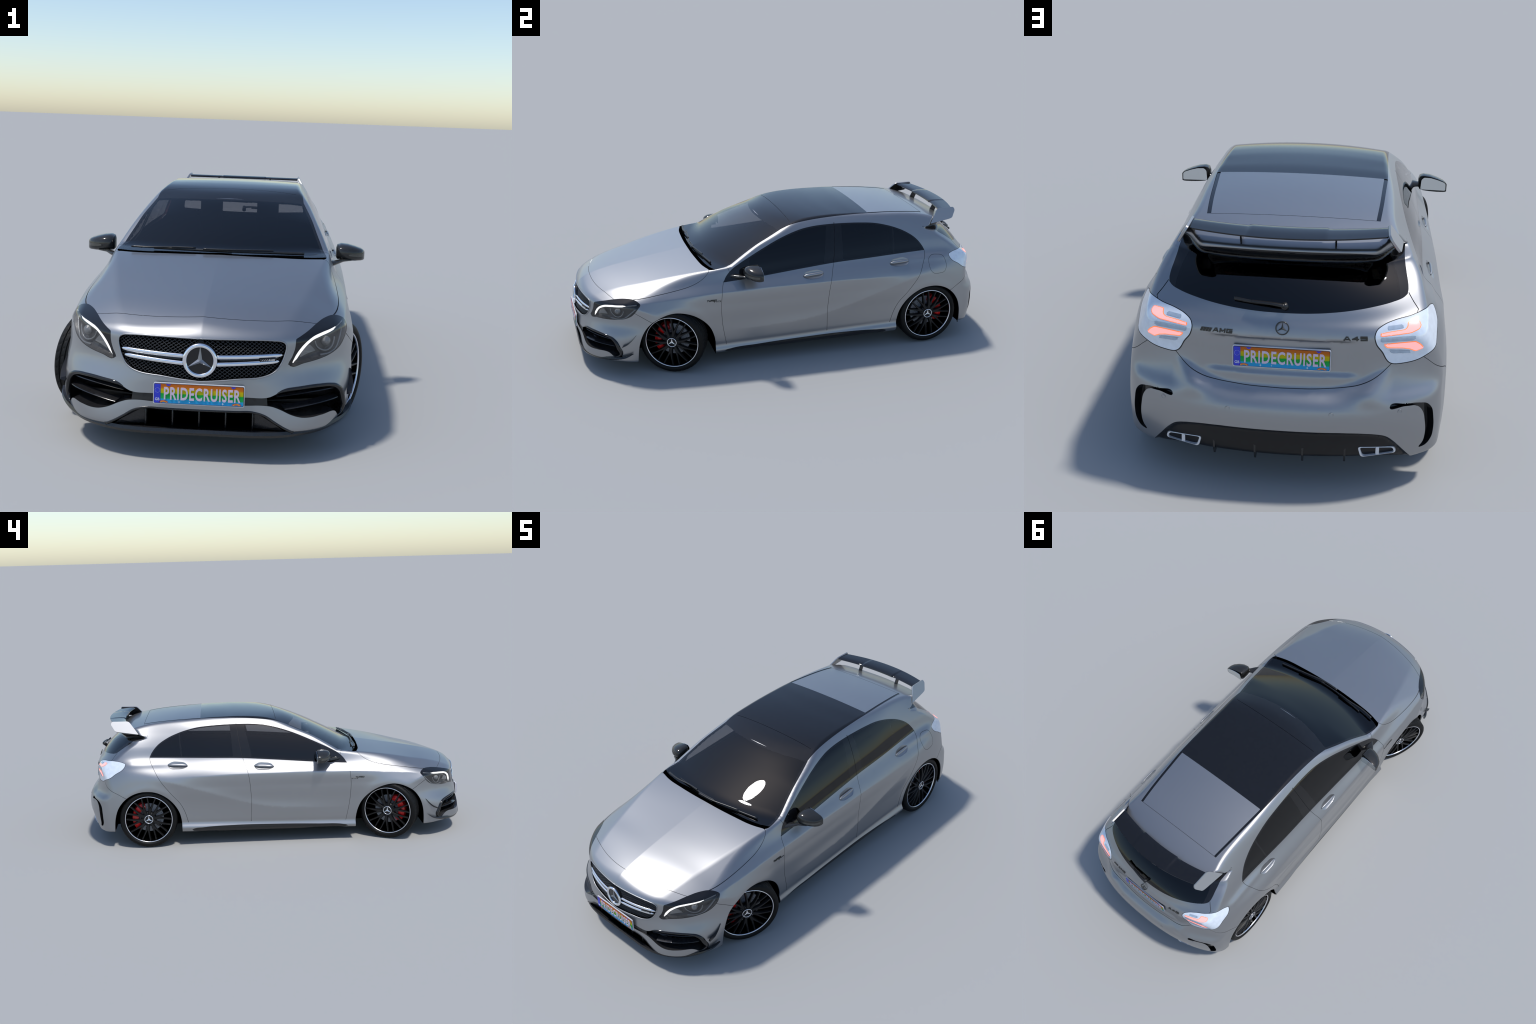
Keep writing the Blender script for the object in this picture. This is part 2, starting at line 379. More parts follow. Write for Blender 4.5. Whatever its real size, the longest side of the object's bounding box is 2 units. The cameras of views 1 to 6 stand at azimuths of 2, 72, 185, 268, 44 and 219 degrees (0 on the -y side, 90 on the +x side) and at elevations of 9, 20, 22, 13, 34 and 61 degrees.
def glass(name, tint, rough=0.0, ior=1.5):
    """tinted pane: darkened see-through plus mirror reflection by Fresnel"""
    m = bpy.data.materials.new(name); m.use_nodes = True; nt = m.node_tree
    for n in list(nt.nodes): nt.nodes.remove(n)
    out = nt.nodes.new("ShaderNodeOutputMaterial"); mix = nt.nodes.new("ShaderNodeMixShader")
    tr = nt.nodes.new("ShaderNodeBsdfTransparent"); tr.inputs["Color"].default_value = (*tint, 1)
    gl = nt.nodes.new("ShaderNodeBsdfGlossy"); gl.inputs["Roughness"].default_value = rough; gl.inputs["Color"].default_value = (1, 1, 1, 1)
    fr = nt.nodes.new("ShaderNodeFresnel"); ge = nt.nodes.new("ShaderNodeNewGeometry"); mr = nt.nodes.new("ShaderNodeMapRange")
    mr.inputs["To Min"].default_value = ior; mr.inputs["To Max"].default_value = 1 / ior       # same pane seen from either side
    nt.links.new(ge.outputs["Backfacing"], mr.inputs["Value"]); nt.links.new(mr.outputs[0], fr.inputs["IOR"])
    nt.links.new(fr.outputs[0], mix.inputs[0]); nt.links.new(tr.outputs[0], mix.inputs[1]); nt.links.new(gl.outputs[0], mix.inputs[2])
    nt.links.new(mix.outputs[0], out.inputs[0]); return m
GLASS = glass("tinted_glass", (.42, .42, .43))
LENS = glass("lamp_cover", (.80, .80, .80))
def lamp(name, color, power, base=None):
    m, nt, b = nodes(name); setp(b, color=base or color, rough=.2, emit=color, power=power); return m
DRL = lamp("daylight_led", (1, 1, 1), 1.6, (.9, .9, .9))
RED_LED = lamp("red_led", (1.0, .30, .29), 1.15, (.8, .3, .28))
ORANGE_LED = lamp("amber_led_edge", (1.0, .15, .02), 1.1, (.9, .2, .02))
TAIL_CLEAR = simple("tail_lamp_clear", (.74, .80, .88), .08, .1, amount=.06, scale=60.0, coat=1.0)
TAIL_GREY = simple("tail_lamp_grey", (.42, .50, .60), .15, .2, amount=.1)
POST = simple("post_black", (.006, .006, .0065), .06, amount=.1)
LATTICE = simple("grille_plastic", (.035, .036, .038), .35, amount=.1)
DIFF_BLACK = simple("diffuser_black", (.007, .007, .008), .3, amount=.1, spec=.3)

# ================================================================= polygonise the bodyshell
def surface_nets(h=.006):
    xs = np.arange(-.018, .452, h); ys = np.arange(-1.05, 1.056, h); zs = np.arange(.036, .678, h)
    G = F(xs[:, None, None], ys[None, :, None], zs[None, None, :])
    s = G < 0
    nx, ny, nz = [n - 1 for n in G.shape]
    corner = [(i, j, k) for i in (0, 1) for j in (0, 1) for k in (0, 1)]
    cnt = sum(s[i:i + nx, j:j + ny, k:k + nz].astype(np.int8) for i, j, k in corner)
    act = (cnt > 0) & (cnt < 8); idx = -np.ones(act.shape, int); idx[act] = np.arange(act.sum())
    c = np.argwhere(act); acc = np.zeros((len(c), 3)); num = np.zeros(len(c))
    for a in range(8):
        for b in range(a + 1, 8):
            A, B = np.array(corner[a]), np.array(corner[b])
            if np.abs(A - B).sum() != 1: continue
            fa = G[tuple((c + A).T)]; fb = G[tuple((c + B).T)]; m = (fa < 0) != (fb < 0)
            t = np.where(m, fa / np.where(m, fa - fb, 1), 0)
            acc += m[:, None] * (A + t[:, None] * (B - A)); num += m
    V = np.array([xs[0], ys[0], zs[0]]) + h * (c + acc / num[:, None])
    quads = []
    for ax in range(3):
        u, v = (ax + 1) % 3, (ax + 2) % 3
        sl0 = [slice(None)] * 3; sl1 = [slice(None)] * 3
        sl0[ax] = slice(0, -1); sl1[ax] = slice(1, None)
        cross = s[tuple(sl0)] != s[tuple(sl1)]
        e = np.argwhere(cross); e = e[(e[:, u] > 0) & (e[:, v] > 0) & (e[:, u] < s.shape[u] - 1) & (e[:, v] < s.shape[v] - 1)]
        du = np.zeros(3, int); dv = np.zeros(3, int); du[u] = 1; dv[v] = 1
        q = np.stack([idx[tuple((e - du - dv).T)], idx[tuple((e - dv).T)], idx[tuple(e.T)], idx[tuple((e - du).T)]], 1)
        inside_first = s[tuple(e.T)]
        q[~inside_first] = q[~inside_first][:, ::-1]
        quads.append(q)
    return V, np.vstack(quads)

def to_surface(p, it=4):
    p = p.copy()
    for _ in range(it):
        g = grad(p); f = F(*p.T); d = f[:, None] * g / np.maximum((g * g).sum(1), .05)[:, None]
        n = np.linalg.norm(d, axis=1)[:, None]; p -= d * np.minimum(1, .006 / np.maximum(n, 1e-9))
    return p

def cast(o, d, L=.8, steps=500):
    """first hit of rays on the bodyshell"""
    o = np.atleast_2d(np.asarray(o, float)); d = np.broadcast_to(np.asarray(d, float), o.shape); d = d / np.linalg.norm(d, axis=1)[:, None]
    t = np.linspace(0, L, steps); P = o[:, None] + t[None, :, None] * d[:, None]
    f = F(P[..., 0].ravel(), P[..., 1].ravel(), P[..., 2].ravel()).reshape(len(o), steps)
    i = np.argmax(f < 0, 1); miss = ~(f < 0).any(1); i[miss] = np.argmin(f[miss], 1) if miss.any() else i[miss]
    b = t[i]; a = t[np.maximum(i - 1, 0)]
    for _ in range(22):
        c = (a + b) / 2; q = o + c[:, None] * d; k = F(*q.T) < 0
        b = np.where(k & ~miss, c, b); a = np.where(~k & ~miss, c, a)
    return o + b[:, None] * d
def unit_normal(p):
    g = grad(np.atleast_2d(p)); return g / np.linalg.norm(g, axis=1)[:, None]
R2 = math.sqrt(.5)
def on_front(x, z): x, z = np.atleast_1d(x), np.atleast_1d(z); return cast(np.stack([x, 0 * x - 1.12, z + 0 * x], 1), (0, 1, 0))
def on_rear(x, z): x, z = np.atleast_1d(x), np.atleast_1d(z); return cast(np.stack([x, 0 * x + 1.12, z + 0 * x], 1), (0, -1, 0))
def on_side(y, z): y, z = np.atleast_1d(y), np.atleast_1d(z); return cast(np.stack([0 * y + .5, y, z + 0 * y], 1), (-1, 0, 0), .5)
def on_top(x, y): x, y = np.atleast_1d(x), np.atleast_1d(y); return cast(np.stack([x, y + 0 * x, 0 * x + .7], 1), (0, 0, -1), .5)
def on_front_corner(t, z): t, z = np.atleast_1d(t), np.atleast_1d(z); return cast(np.stack([-R2 * t + 1.2 * R2, -R2 * t - 1.2 * R2, z], 1), (-R2, R2, 0), 1.2)
def on_rear_corner(t, z): t, z = np.atleast_1d(t), np.atleast_1d(z); return cast(np.stack([-R2 * t + 1.2 * R2, R2 * t + 1.2 * R2, z], 1), (-R2, -R2, 0), 1.2)
SK = .7                                   # skew of the fascia coordinate s = |x| + SK*(y+.99)
def fascia_s(p): return np.abs(p[:, 0]) + SK * (p[:, 1] + .99)
def on_fascia(s, z):
    s, z = np.atleast_1d(s), np.atleast_1d(z); sg = np.where(s < 0, -1, 1); a = np.abs(s)
    p = cast(np.stack([a + SK * .13, 0 * a - 1.12, z], 1), (-SK, 1, 0)); p[:, 0] *= sg; return p

def poly_sdf(q, poly):
    """signed distance to a closed 2D outline, negative inside"""
    a = np.asarray(poly); b = np.roll(a, -1, 0); d = np.full(len(q), 1e9); ins = np.zeros(len(q), bool)
    for (x0, y0), (x1, y1) in zip(a, b):
        ex, ey = x1 - x0, y1 - y0; wx, wy = q[:, 0] - x0, q[:, 1] - y0
        t = np.clip((wx * ex + wy * ey) / (ex * ex + ey * ey + 1e-18), 0, 1)
        d = np.minimum(d, (wx - t * ex) ** 2 + (wy - t * ey) ** 2)
        c = (y0 > q[:, 1]) != (y1 > q[:, 1])
        with np.errstate(divide='ignore', invalid='ignore'):
            ins ^= c & (q[:, 0] < x0 + (q[:, 1] - y0) * ex / (ey if ey else 1e-18))
    return np.where(ins, -1, 1) * np.sqrt(d)
def boxed(p, coords, poly, mask, margin=.05):
    """outline distance only where it matters"""
    poly = np.asarray(poly); lo, hi = poly.min(0) - margin, poly.max(0) + margin
    m = mask & (coords >= lo).all(1) & (coords <= hi).all(1)
    out = np.full(len(p), .06); out[m] = poly_sdf(coords[m], poly); return out
def mirror_poly(half):
    h = [tuple(p) for p in half]; return np.array(h + [(-x, z) for x, z in reversed(h) if abs(x) > 1e-6])

class Shell:
    def __init__(s, V, T): s.V = V; s.T = T
    def cut(s, f, keep=None):
        """split every triangle that the level set f=0 crosses"""
        v = f(s.V); sg = v >= 0; st = sg[s.T]; k = st.sum(1); mix = (k == 1) | (k == 2)
        if not mix.any(): return
        T = s.T[mix]; st = st[mix]; lone = np.where(k[mix] == 1, True, False)
        which = np.argmax(st == lone[:, None], 1)
        r = np.arange(len(T)); a, b, c = T[r, which], T[r, (which + 1) % 3], T[r, (which + 2) % 3]
        e = np.vstack([np.stack([a, b], 1), np.stack([a, c], 1)]); lo = e.min(1); hi = e.max(1)
        key, inv = np.unique(lo * (len(s.V) + 1) + hi, return_inverse=True)
        L, H = key // (len(s.V) + 1), key % (len(s.V) + 1)
        t = np.clip(v[L] / (v[L] - v[H]), .02, .98)[:, None]
        new = s.V[L] + t * (s.V[H] - s.V[L]); base = len(s.V); s.V = np.vstack([s.V, new])
        ab = base + inv[:len(T)]; ac = base + inv[len(T):]
        s.T = np.vstack([s.T[~mix], np.stack([a, ab, ac], 1), np.stack([ab, b, c], 1), np.stack([ab, c, ac], 1)])

V0, Q0 = surface_nets()
V0 = to_surface(V0)
SH = Shell(V0, np.vstack([Q0[:, [0, 1, 2]], Q0[:, [0, 2, 3]]]))
SH.cut(lambda p: p[:, 0])
SH.T = SH.T[SH.V[SH.T].mean(1)[:, 0] > 0]
SH.V[np.abs(SH.V[:, 0]) < 4e-4, 0] = 0
BASE = Shell(SH.V.copy(), SH.T.copy())

# ---------------------------------------------------------------- outlines, as control points read along each edge
ARCH_F = smooth_path([(-.399, -.02), (-.398, .07), (-.397, .107), (-.404, .155), (-.427, .208), (-.460, .244), (-.509, .276), (-.559, .292), (-.591, .295), (-.624, .290), (-.660, .276), (-.691, .257), (-.725, .217), (-.746, .160), (-.752, .103), (-.753, .06), (-.753, -.02)], 70)
ARCH_R = smooth_path([(.499, -.02), (.498, .09), (.499, .132), (.510, .183), (.534, .225), (.581, .270), (.628, .292), (.666, .297), (.708, .294), (.758, .275), (.792, .248), (.820, .209), (.836, .159), (.842, .10), (.843, -.02)], 70)
WINDOW = smooth_path([(-.355, .404), (-.344, .423), (-.319, .449), (-.271, .477), (-.220, .501), (-.150, .532), (-.076, .562), (-.021, .580), (.044, .596), (.109, .604), (.191, .607), (.273, .606), (.339, .603), (.405, .597), (.455, .587), (.503, .573), (.565, .547), (.612, .516), (.638, .486), (.649, .466), (.650, .459)], 110)
WINDOW = np.vstack([WINDOW, smooth_path([(.650, .459), (.344, .450), (.177, .444), (.019, .432), (-.209, .413), (-.355, .404)], 50)[1:-1]])
HEADLAMP3 = [(.2412, -.9200, .3130), (.2425, -.9190, .3190), (.2475, -.9130, .3213), (.276, -.876, .335), (.296, -.838, .345), (.320, -.794, .353), (.346, -.759, .354), (.366, -.741, .347), (.375, -.733, .339), (.384, -.746, .322), (.381, -.759, .303), (.373, -.773, .286), (.362, -.794, .273), (.343, -.827, .264), (.308, -.873, .2575), (.265, -.912, .2535), (.231, -.934, .250), (.2255, -.936, .2555), (.234, -.930, .274), (.2405, -.924, .295)]
KL = .6                                   # lamp outlines are drawn in a plane that looks down on the corner: w = z - KL * reach
def head_tw(p): p = np.asarray(p, float); return np.stack([(-p[:, 1] - p[:, 0]) * R2, p[:, 2] - KL * (p[:, 0] - p[:, 1]) * R2], 1)
def tail_tw(p): p = np.asarray(p, float); return np.stack([(p[:, 1] - p[:, 0]) * R2, p[:, 2] - KL * (p[:, 0] + p[:, 1]) * R2], 1)
HEADLAMP = smooth_path(head_tw(HEADLAMP3), 120, True)
TAILLAMP3 = [(.359, .772, .434), (.354, .785, .440), (.335, .835, .448), (.302, .864, .443), (.264, .886, .439), (.236, .904, .432), (.221, .917, .423), (.216, .926, .409), (.220, .929, .394), (.236, .925, .369), (.260, .920, .338), (.293, .910, .337), (.328, .893, .3415), (.345, .884, .349), (.367, .860, .361), (.371, .825, .384), (.372, .789, .406), (.365, .774, .424)]
TAILLAMP = smooth_path(tail_tw(TAILLAMP3), 120, True)
def fascia(pts3): return [(x + SK * (y + .99), z) for x, y, z in pts3]
GRILLE = mirror_poly(smooth_path(fascia([(0, -.99, .322), (.115, -.961, .322), (.186, -.944, .319), (.207, -.937, .316), (.217, -.935, .310), (.219, -.935, .302), (.216, -.938, .283), (.207, -.944, .260), (.196, -.952, .243), (.180, -.960, .233), (.164, -.966, .228), (.096, -.981, .2225), (.049, -.987, .218), (0, -.99, .2145)]), 70))
INTAKE = mirror_poly(smooth_path(fascia([(0, -.99, .176), (.119, -.983, .176), (.183, -.972, .177), (.206, -.963, .188), (.263, -.937, .195), (.312, -.904, .194), (.342, -.876, .189), (.358, -.861, .182), (.372, -.850, .167), (.381, -.843, .141), (.383, -.833, .117), (.378, -.839, .102), (.369, -.860, .098), (.362, -.880, .115), (.322, -.928, .121), (.290, -.951, .120), (.266, -.962, .122), (.237, -.970, .131), (.210, -.973, .144), (.188, -.975, .152), (.167, -.978, .155), (.117, -.985, .155), (0, -.99, .155)]), 110))
LOWER = mirror_poly([(0, .140), (.10, .140)] + [tuple(p) for p in smooth_path(fascia([(.137, -.984, .140), (.156, -.983, .136), (.172, -.982, .130), (.195, -.981, .115), (.219, -.978, .100), (.245, -.971, .086)]), 16)] + [(.262, .070), (.262, .04), (0, .04)])
REARWIN = mirror_poly([tuple(p) for p in smooth_path([(0, .4545), (.061, .4552), (.139, .459), (.211, .465), (.262, .4705), (.280, .4735), (.2935, .480), (.2945, .493), (.290, .513), (.2855, .545), (.291, .562)], 50)] + [(.27, .566), (.245, .556), (.20, .5525), (0, .5525)])
FAIRING = smooth_path([(.277, .40), (.275, .471), (.270, .503), (.253, .539), (.240, .558), (.225, .60)], 30)       # inner edge of the black side fairing: x over z
TAILGATE = mirror_poly([tuple(p) for p in smooth_path([(0, .276), (.11, .279), (.150, .283), (.184, .290), (.223, .308), (.245, .324), (.260, .338)], 24)] + [(.278, .395), (.320, .450), (.308, .464), (.296, .480), (.292, .52), (.292, .566), (0, .566)])
SCREEN = smooth_path([(0, -.103), (.073, -.098), (.162, -.082), (.235, -.0605), (.259, -.0545)], 24)
SCREEN = mirror_poly([tuple(p) for p in SCREEN] + [tuple(p) for p in smooth_path([(.262, -.066), (.278, -.125), (.302, -.226), (.329, -.336), (.334, -.376), (.331, -.402), (.326, -.4095)], 40)] + [tuple(p) for p in smooth_path([(.3255, -.4105), (.267, -.427), (.166, -.438), (.08, -.443), (0, -.4445)], 24)])
COWL = smooth_path([(0, -.429), (.044, -.4285), (.157, -.421), (.259, -.410), (.300, -.400), (.340, -.382)], 30)     # foot of the screen: y over x
VENT = smooth_path([(.261, .2438), (.2615, .2464), (.300, .2475), (.332, .2435), (.352, .237), (.365, .221), (.372, .190), (.374, .158), (.370, .130), (.357, .113), (.340, .1105), (.349, .126), (.353, .153), (.350, .190), (.343, .218), (.330, .2355), (.300, .2415)], 90, True)
DIFFUSER = mirror_poly([(0, .183), (.08, .183)] + [tuple(p) for p in smooth_path([(.143, .183), (.20, .1795), (.235, .174), (.256, .167), (.275, .150), (.297, .121), (.318, .092)], 24)] + [(.335, .06), (.335, .02), (0, .02)])
door_front = curve([(.04, -.335), (.10, -.345), (.15, -.355), (.22, -.367), (.30, -.3725), (.365, -.368), (.404, -.3555), (.43, -.345)], .01)
door_mid = curve([(.04, .148), (.119, .144), (.221, .1395), (.30, .1435), (.369, .152), (.405, .164), (.443, .177), (.52, .192), (.60, .203), (.65, .21)], .01)
door_rear = curve([(.04, .452), (.129, .467), (.181, .481), (.226, .502), (.281, .547), (.357, .604), (.40, .628), (.43, .643), (.447, .6505), (.465, .650)], .006)
sill_top = curve([(-.45, .104), (-.399, .105), (-.064, .112), (.143, .118), (.356, .122), (.5, .127), (.55, .129)], .01)
hood_side = curve([(-1, .33), (-.84, .345), (-.754, .3545), (-.65, .371), (-.548, .387), (-.514, .394), (-.475, .407), (-.442, .425), (-.414, .4505), (-.40, .466)], .006)
nose_seam = lambda x: -.912 + .83 * x * x
fender_seam = lambda z: -.69 - 1.62 * (z - .26)
quarter_seam = curve([(.74, .247), (.778, .265), (.814, .284), (.871, .317), (.885, .340), (.90, .37)], .004)
rail_x = curve([(-.2, .268), (-.053, .2585), (.1, .250), (.25, .246), (.388, .243), (.465, .238), (.586, .230), (.68, .2215), (.75, .215)], .02)
FUEL = smooth_path([(.662, .402), (.664, .424), (.680, .437), (.709, .439), (.738, .433), (.751, .408), (.752, .380), (.742, .362), (.712, .3555), (.682, .359), (.667, .374)], 60, True)
CUPS = [smooth_path([(y0 + d * k, z0 + a) for d, a in ((0, -.004), (.012, .010), (.045, .0175), (.085, .016), (.103, .004), (.092, -.011), (.055, -.0165), (.018, -.013))], 50, True) for y0, z0, k in ((.019, .403, 1.0), (.458, .4195, 1.0))]
INSERT = smooth_path([(.449, .087), (.44, .093), (.393, .0985), (.229, .1035), (.029, .101), (-.20, .093), (-.335, .085), (-.352, .0815), (-.358, .0775), (-.340, .071), (-.10, .0685), (.029, .069), (.25, .073), (.427, .078), (.445, .0815)], 120, True)
tz_f, tz_r = head_tw, tail_tw
YZ = lambda p: p[:, 1:3]
XZ = lambda p: p[:, [0, 2]]
XY = lambda p: p[:, :2]
SZ = lambda p: np.stack([fascia_s(p), p[:, 2]], 1)
f_arch_f = lambda p: boxed(p, YZ(p), ARCH_F, p[:, 0] > .2)
f_arch_r = lambda p: boxed(p, YZ(p), ARCH_R, p[:, 0] > .2)
f_window = lambda p: boxed(p, YZ(p), WINDOW, p[:, 0] > .24)
f_head = lambda p: boxed(p, tz_f(p), HEADLAMP, (p[:, 0] > .19) & (p[:, 1] < -.70))
f_tail = lambda p: boxed(p, tz_r(p), TAILLAMP, (p[:, 0] > .18) & (p[:, 1] > .73))
f_grille = lambda p: boxed(p, SZ(p), GRILLE, p[:, 1] < -.80)
f_intake = lambda p: boxed(p, SZ(p), INTAKE, (p[:, 1] < -.78))
f_lower = lambda p: boxed(p, SZ(p), LOWER, p[:, 1] < -.90)
f_rearwin = lambda p: boxed(p, XZ(p), REARWIN, p[:, 1] > .66)
f_fairing = lambda p: p[:, 0] - np.interp(p[:, 2], FAIRING[:, 1], FAIRING[:, 0])
f_gate = lambda p: boxed(p, XZ(p), TAILGATE, p[:, 1] > .72)
f_screen = lambda p: boxed(p, XY(p), SCREEN, p[:, 2] > .42)
f_cowl = lambda p: p[:, 1] - np.interp(p[:, 0], COWL[:, 0], COWL[:, 1])
f_vent = lambda p: boxed(p, XZ(p), VENT, p[:, 1] > .86)
f_diff = lambda p: boxed(p, XZ(p), DIFFUSER, p[:, 1] > .88)
f_insert = lambda p: boxed(p, YZ(p), INSERT, p[:, 0] > .37)
f_cup = lambda p: np.minimum(boxed(p, YZ(p), CUPS[0], p[:, 0] > .3), boxed(p, YZ(p), CUPS[1], p[:, 0] > .3))
def away(p, ok, v): return np.where(ok, v, .05)
W = .0008
flank = lambda p: (p[:, 0] > .3)
seams = {
    'door_front': lambda p: away(p, flank(p) & (p[:, 2] < .41) & (p[:, 2] > sill_top(p[:, 1])), p[:, 1] - door_front(p[:, 2])),
    'door_mid': lambda p: away(p, (p[:, 0] > .24) & (p[:, 2] < .61) & (p[:, 2] > sill_top(p[:, 1])), p[:, 1] - door_mid(p[:, 2])),
    'door_rear': lambda p: away(p, flank(p) & (p[:, 2] < .463) & (p[:, 2] > sill_top(p[:, 1])), (p[:, 1] - door_rear(p[:, 2])) * .8),
    'hood_side': lambda p: away(p, (p[:, 1] < -.41) & (p[:, 1] > -.775) & (p[:, 0] > .25), (p[:, 2] - hood_side(p[:, 1])) * .9),
    'hood_nose': lambda p: away(p, (p[:, 2] > .32) & (p[:, 0] < .31) & (p[:, 1] < -.8), p[:, 1] - nose_seam(p[:, 0])),
    'fender': lambda p: away(p, (p[:, 0] > .34) & (p[:, 1] < -.66) & (p[:, 2] < .33), (p[:, 1] - fender_seam(p[:, 2])) * .53),
    'gate': lambda p: away(p, (p[:, 1] > .78) & (p[:, 2] < .482), f_gate(p)),
    'quarter': lambda p: away(p, (p[:, 1] > .75) & (p[:, 1] < .905) & (p[:, 0] > .33) & (p[:, 2] < .36), (p[:, 2] - quarter_seam(p[:, 1])) * .85),
    'roof_rear': lambda p: away(p, (p[:, 2] > .57) & (p[:, 1] > .6) & (p[:, 0] < .2215), p[:, 1] - .680),
    'roof_header': lambda p: away(p, (p[:, 2] > .57) & (np.abs(p[:, 1]) < .1) & (p[:, 0] < .235), p[:, 1] + .002),
    'pillar': lambda p: away(p, (p[:, 0] > .31) & (p[:, 1] < -.28) & (p[:, 1] > -.36) & (p[:, 2] > .44), p[:, 1] + .333 - (p[:, 0] - .330) * .45),
}
lip_z = curve([(0, .5735), (.15, .5725), (.22, .567), (.27, .560)], .01)
f_lip = lambda p: away(p, (p[:, 1] > .70) & (p[:, 2] > .545) & (p[:, 2] < .60), p[:, 2] - lip_z(p[:, 0]))
f_sill = lambda p: away(p, (p[:, 0] > .33) & (np.abs(p[:, 1]) < .56), p[:, 2] - sill_top(p[:, 1]))
f_roofedge = lambda p: away(p, (p[:, 2] > .56) & (p[:, 1] > -.1) & (p[:, 1] < .72), p[:, 0] - rail_x(p[:, 1]))
f_panel_x = lambda p: away(p, (p[:, 2] > .57) & (p[:, 1] > .36) & (p[:, 1] < .70), p[:, 0] - (rail_x(p[:, 1]) - .0105))
f_panel_y = lambda p: away(p, (p[:, 2] > .57) & (p[:, 1] > .3) & (p[:, 1] < .5), p[:, 1] - .388)
f_rail_end = lambda p: away(p, (p[:, 2] > .57) & (p[:, 1] > .6), p[:, 1] - .678)
DRL_CURVE = smooth_path([(.505, .230), (.4935, .255), (.4760, .283), (.4550, .304), (.4290, .3180), (.389, .3262), (.352, .3298), (.3168, .3340), (.2715, .3405), (.24, .345)], 60)
DRL_TW = head_tw(on_front_corner(DRL_CURVE[:, 0], DRL_CURVE[:, 1]))
f_lid = lambda p: away(p, (p[:, 1] < -.7) & (p[:, 0] > .19), head_tw(p)[:, 1] - np.interp((-p[:, 1] - p[:, 0]) * R2, DRL_TW[::-1, 0], DRL_TW[::-1, 1]) - .001)
LED_UPPER = round_poly([(.4160, .4335), (.3870, .4335), (.3900, .4245), (.4000, .4190), (.4240, .4130), (.4508, .4117), (.4892, .4088), (.4875, .4160), (.4657, .4190), (.4330, .4212), (.4240, .4255)], .004)
LED_LOWER = round_poly([(.4857, .3915), (.4153, .3935), (.4027, .3845), (.3919, .3717), (.4121, .3643), (.4264, .3726), (.4436, .3774), (.4777, .3805)], .003)
LAMP_BAR = round_poly([(.4903, .4064), (.4902, .3961), (.421, .3958), (.4155, .4008), (.4153, .4066)], .003)
LAMP_SMALL = round_poly([(.4653, .4290), (.4310, .4300), (.4343, .4234), (.4699, .4218)], .002)
LAMP_WHITE = round_poly([(.4749, .3760), (.4281, .3700), (.4218, .3617), (.4659, .3653)], .003)
tail_outline = lambda poly: (lambda p: boxed(p, tz_r(p), poly, (p[:, 0] > .18) & (p[:, 1] > .73)))
f_led1, f_led2, f_bar, f_small, f_white = [tail_outline(tail_tw(on_rear_corner(q[:, 0], q[:, 1]))) for q in (LED_UPPER, LED_LOWER, LAMP_BAR, LAMP_SMALL, LAMP_WHITE)]

off = lambda f, d: (lambda p: f(p) + d)
for f in (f_arch_f, f_arch_r, f_window, off(f_window, .006), f_head, f_lid, f_tail, off(f_tail, .0022), f_led1, off(f_led1, .0016), f_led2, off(f_led2, .0016), f_bar, f_small, f_white,
          f_grille, f_intake, f_lower, f_rearwin, f_screen, off(f_screen, .010), f_vent, f_diff, f_insert, f_cup, f_sill, f_roofedge, f_panel_x, f_panel_y, f_rail_end, f_lip):
    SH.cut(f)
SH.cut(lambda p: away(p, (p[:, 2] > .44) & (p[:, 1] > .66), f_fairing(p)))
SH.cut(lambda p: away(p, (p[:, 1] < -.33) & (p[:, 1] > -.47) & (p[:, 2] > .42), f_cowl(p)))
# dark pillars inside the side glass: centre post and the slim quarter-light divider
post = lambda p, z0, a, z1, b: p[:, 1] - (a + (p[:, 2] - z0) / (z1 - z0) * (b - a))
f_post1 = lambda p: away(p, (p[:, 0] > .24) & (p[:, 2] > .42) & (np.abs(p[:, 1] - .18) < .1), post(p, .451, .131, .597, .163))
f_post2 = lambda p: away(p, (p[:, 0] > .24) & (p[:, 2] > .42) & (np.abs(p[:, 1] - .23) < .1), post(p, .458, .227, .597, .238))
f_div1 = lambda p: away(p, (p[:, 0] > .24) & (p[:, 2] > .42) & (np.abs(p[:, 1] - .50) < .06), post(p, .463, .486, .566, .495))
f_div2 = lambda p: away(p, (p[:, 0] > .24) & (p[:, 2] > .42) & (np.abs(p[:, 1] - .50) < .06), post(p, .463, .493, .566, .502))
f_tri = lambda p: away(p, (p[:, 0] > .24) & (p[:, 2] > .39) & (p[:, 1] < -.1), post(p, .41, -.238, .50, -.222))
for f in (f_post1, f_post2, f_div1, f_div2, f_tri): SH.cut(f)
for f in seams.values():
    SH.cut(off(f, W)); SH.cut(off(f, -W))

# ---------------------------------------------------------------- which panel does each face belong to?
C = SH.V[SH.T].mean(1); x, y, z = C.T
lab = np.full(len(C), 'quarter_panel', dtype=object)
front = y < fender_seam(z)
lab[(y < -.1) & (z < .48)] = 'fender'
lab[front & (y < -.66)] = 'front_bumper'
lab[(y < nose_seam(x)) & (z > .30) & (y < -.8)] = 'front_bumper'
lab[(y > nose_seam(x)) & (y < -.38) & (z > hood_side(y)) & (z > .33)] = 'hood'
dr = (x > .3) & (z < .47) & (z > sill_top(y))
lab[dr & (y > door_front(z)) & (y < door_mid(z))] = 'front_door'
lab[dr & (y >= door_mid(z)) & (y < door_rear(z))] = 'rear_door'
lab[(z > .40) & (f_window(C) > 0) & (y > -.345) & (y < .70) & (lab != 'hood')] = np.where((z > belt_z(y) - .004) | (y > .64) | (y < door_front(np.minimum(z, .43))), 'roof_side', lab)[(z > .40) & (f_window(C) > 0) & (y > -.345) & (y < .70) & (lab != 'hood')]
lab[(lab == 'roof_side') & (y > .30)] = 'quarter_panel'
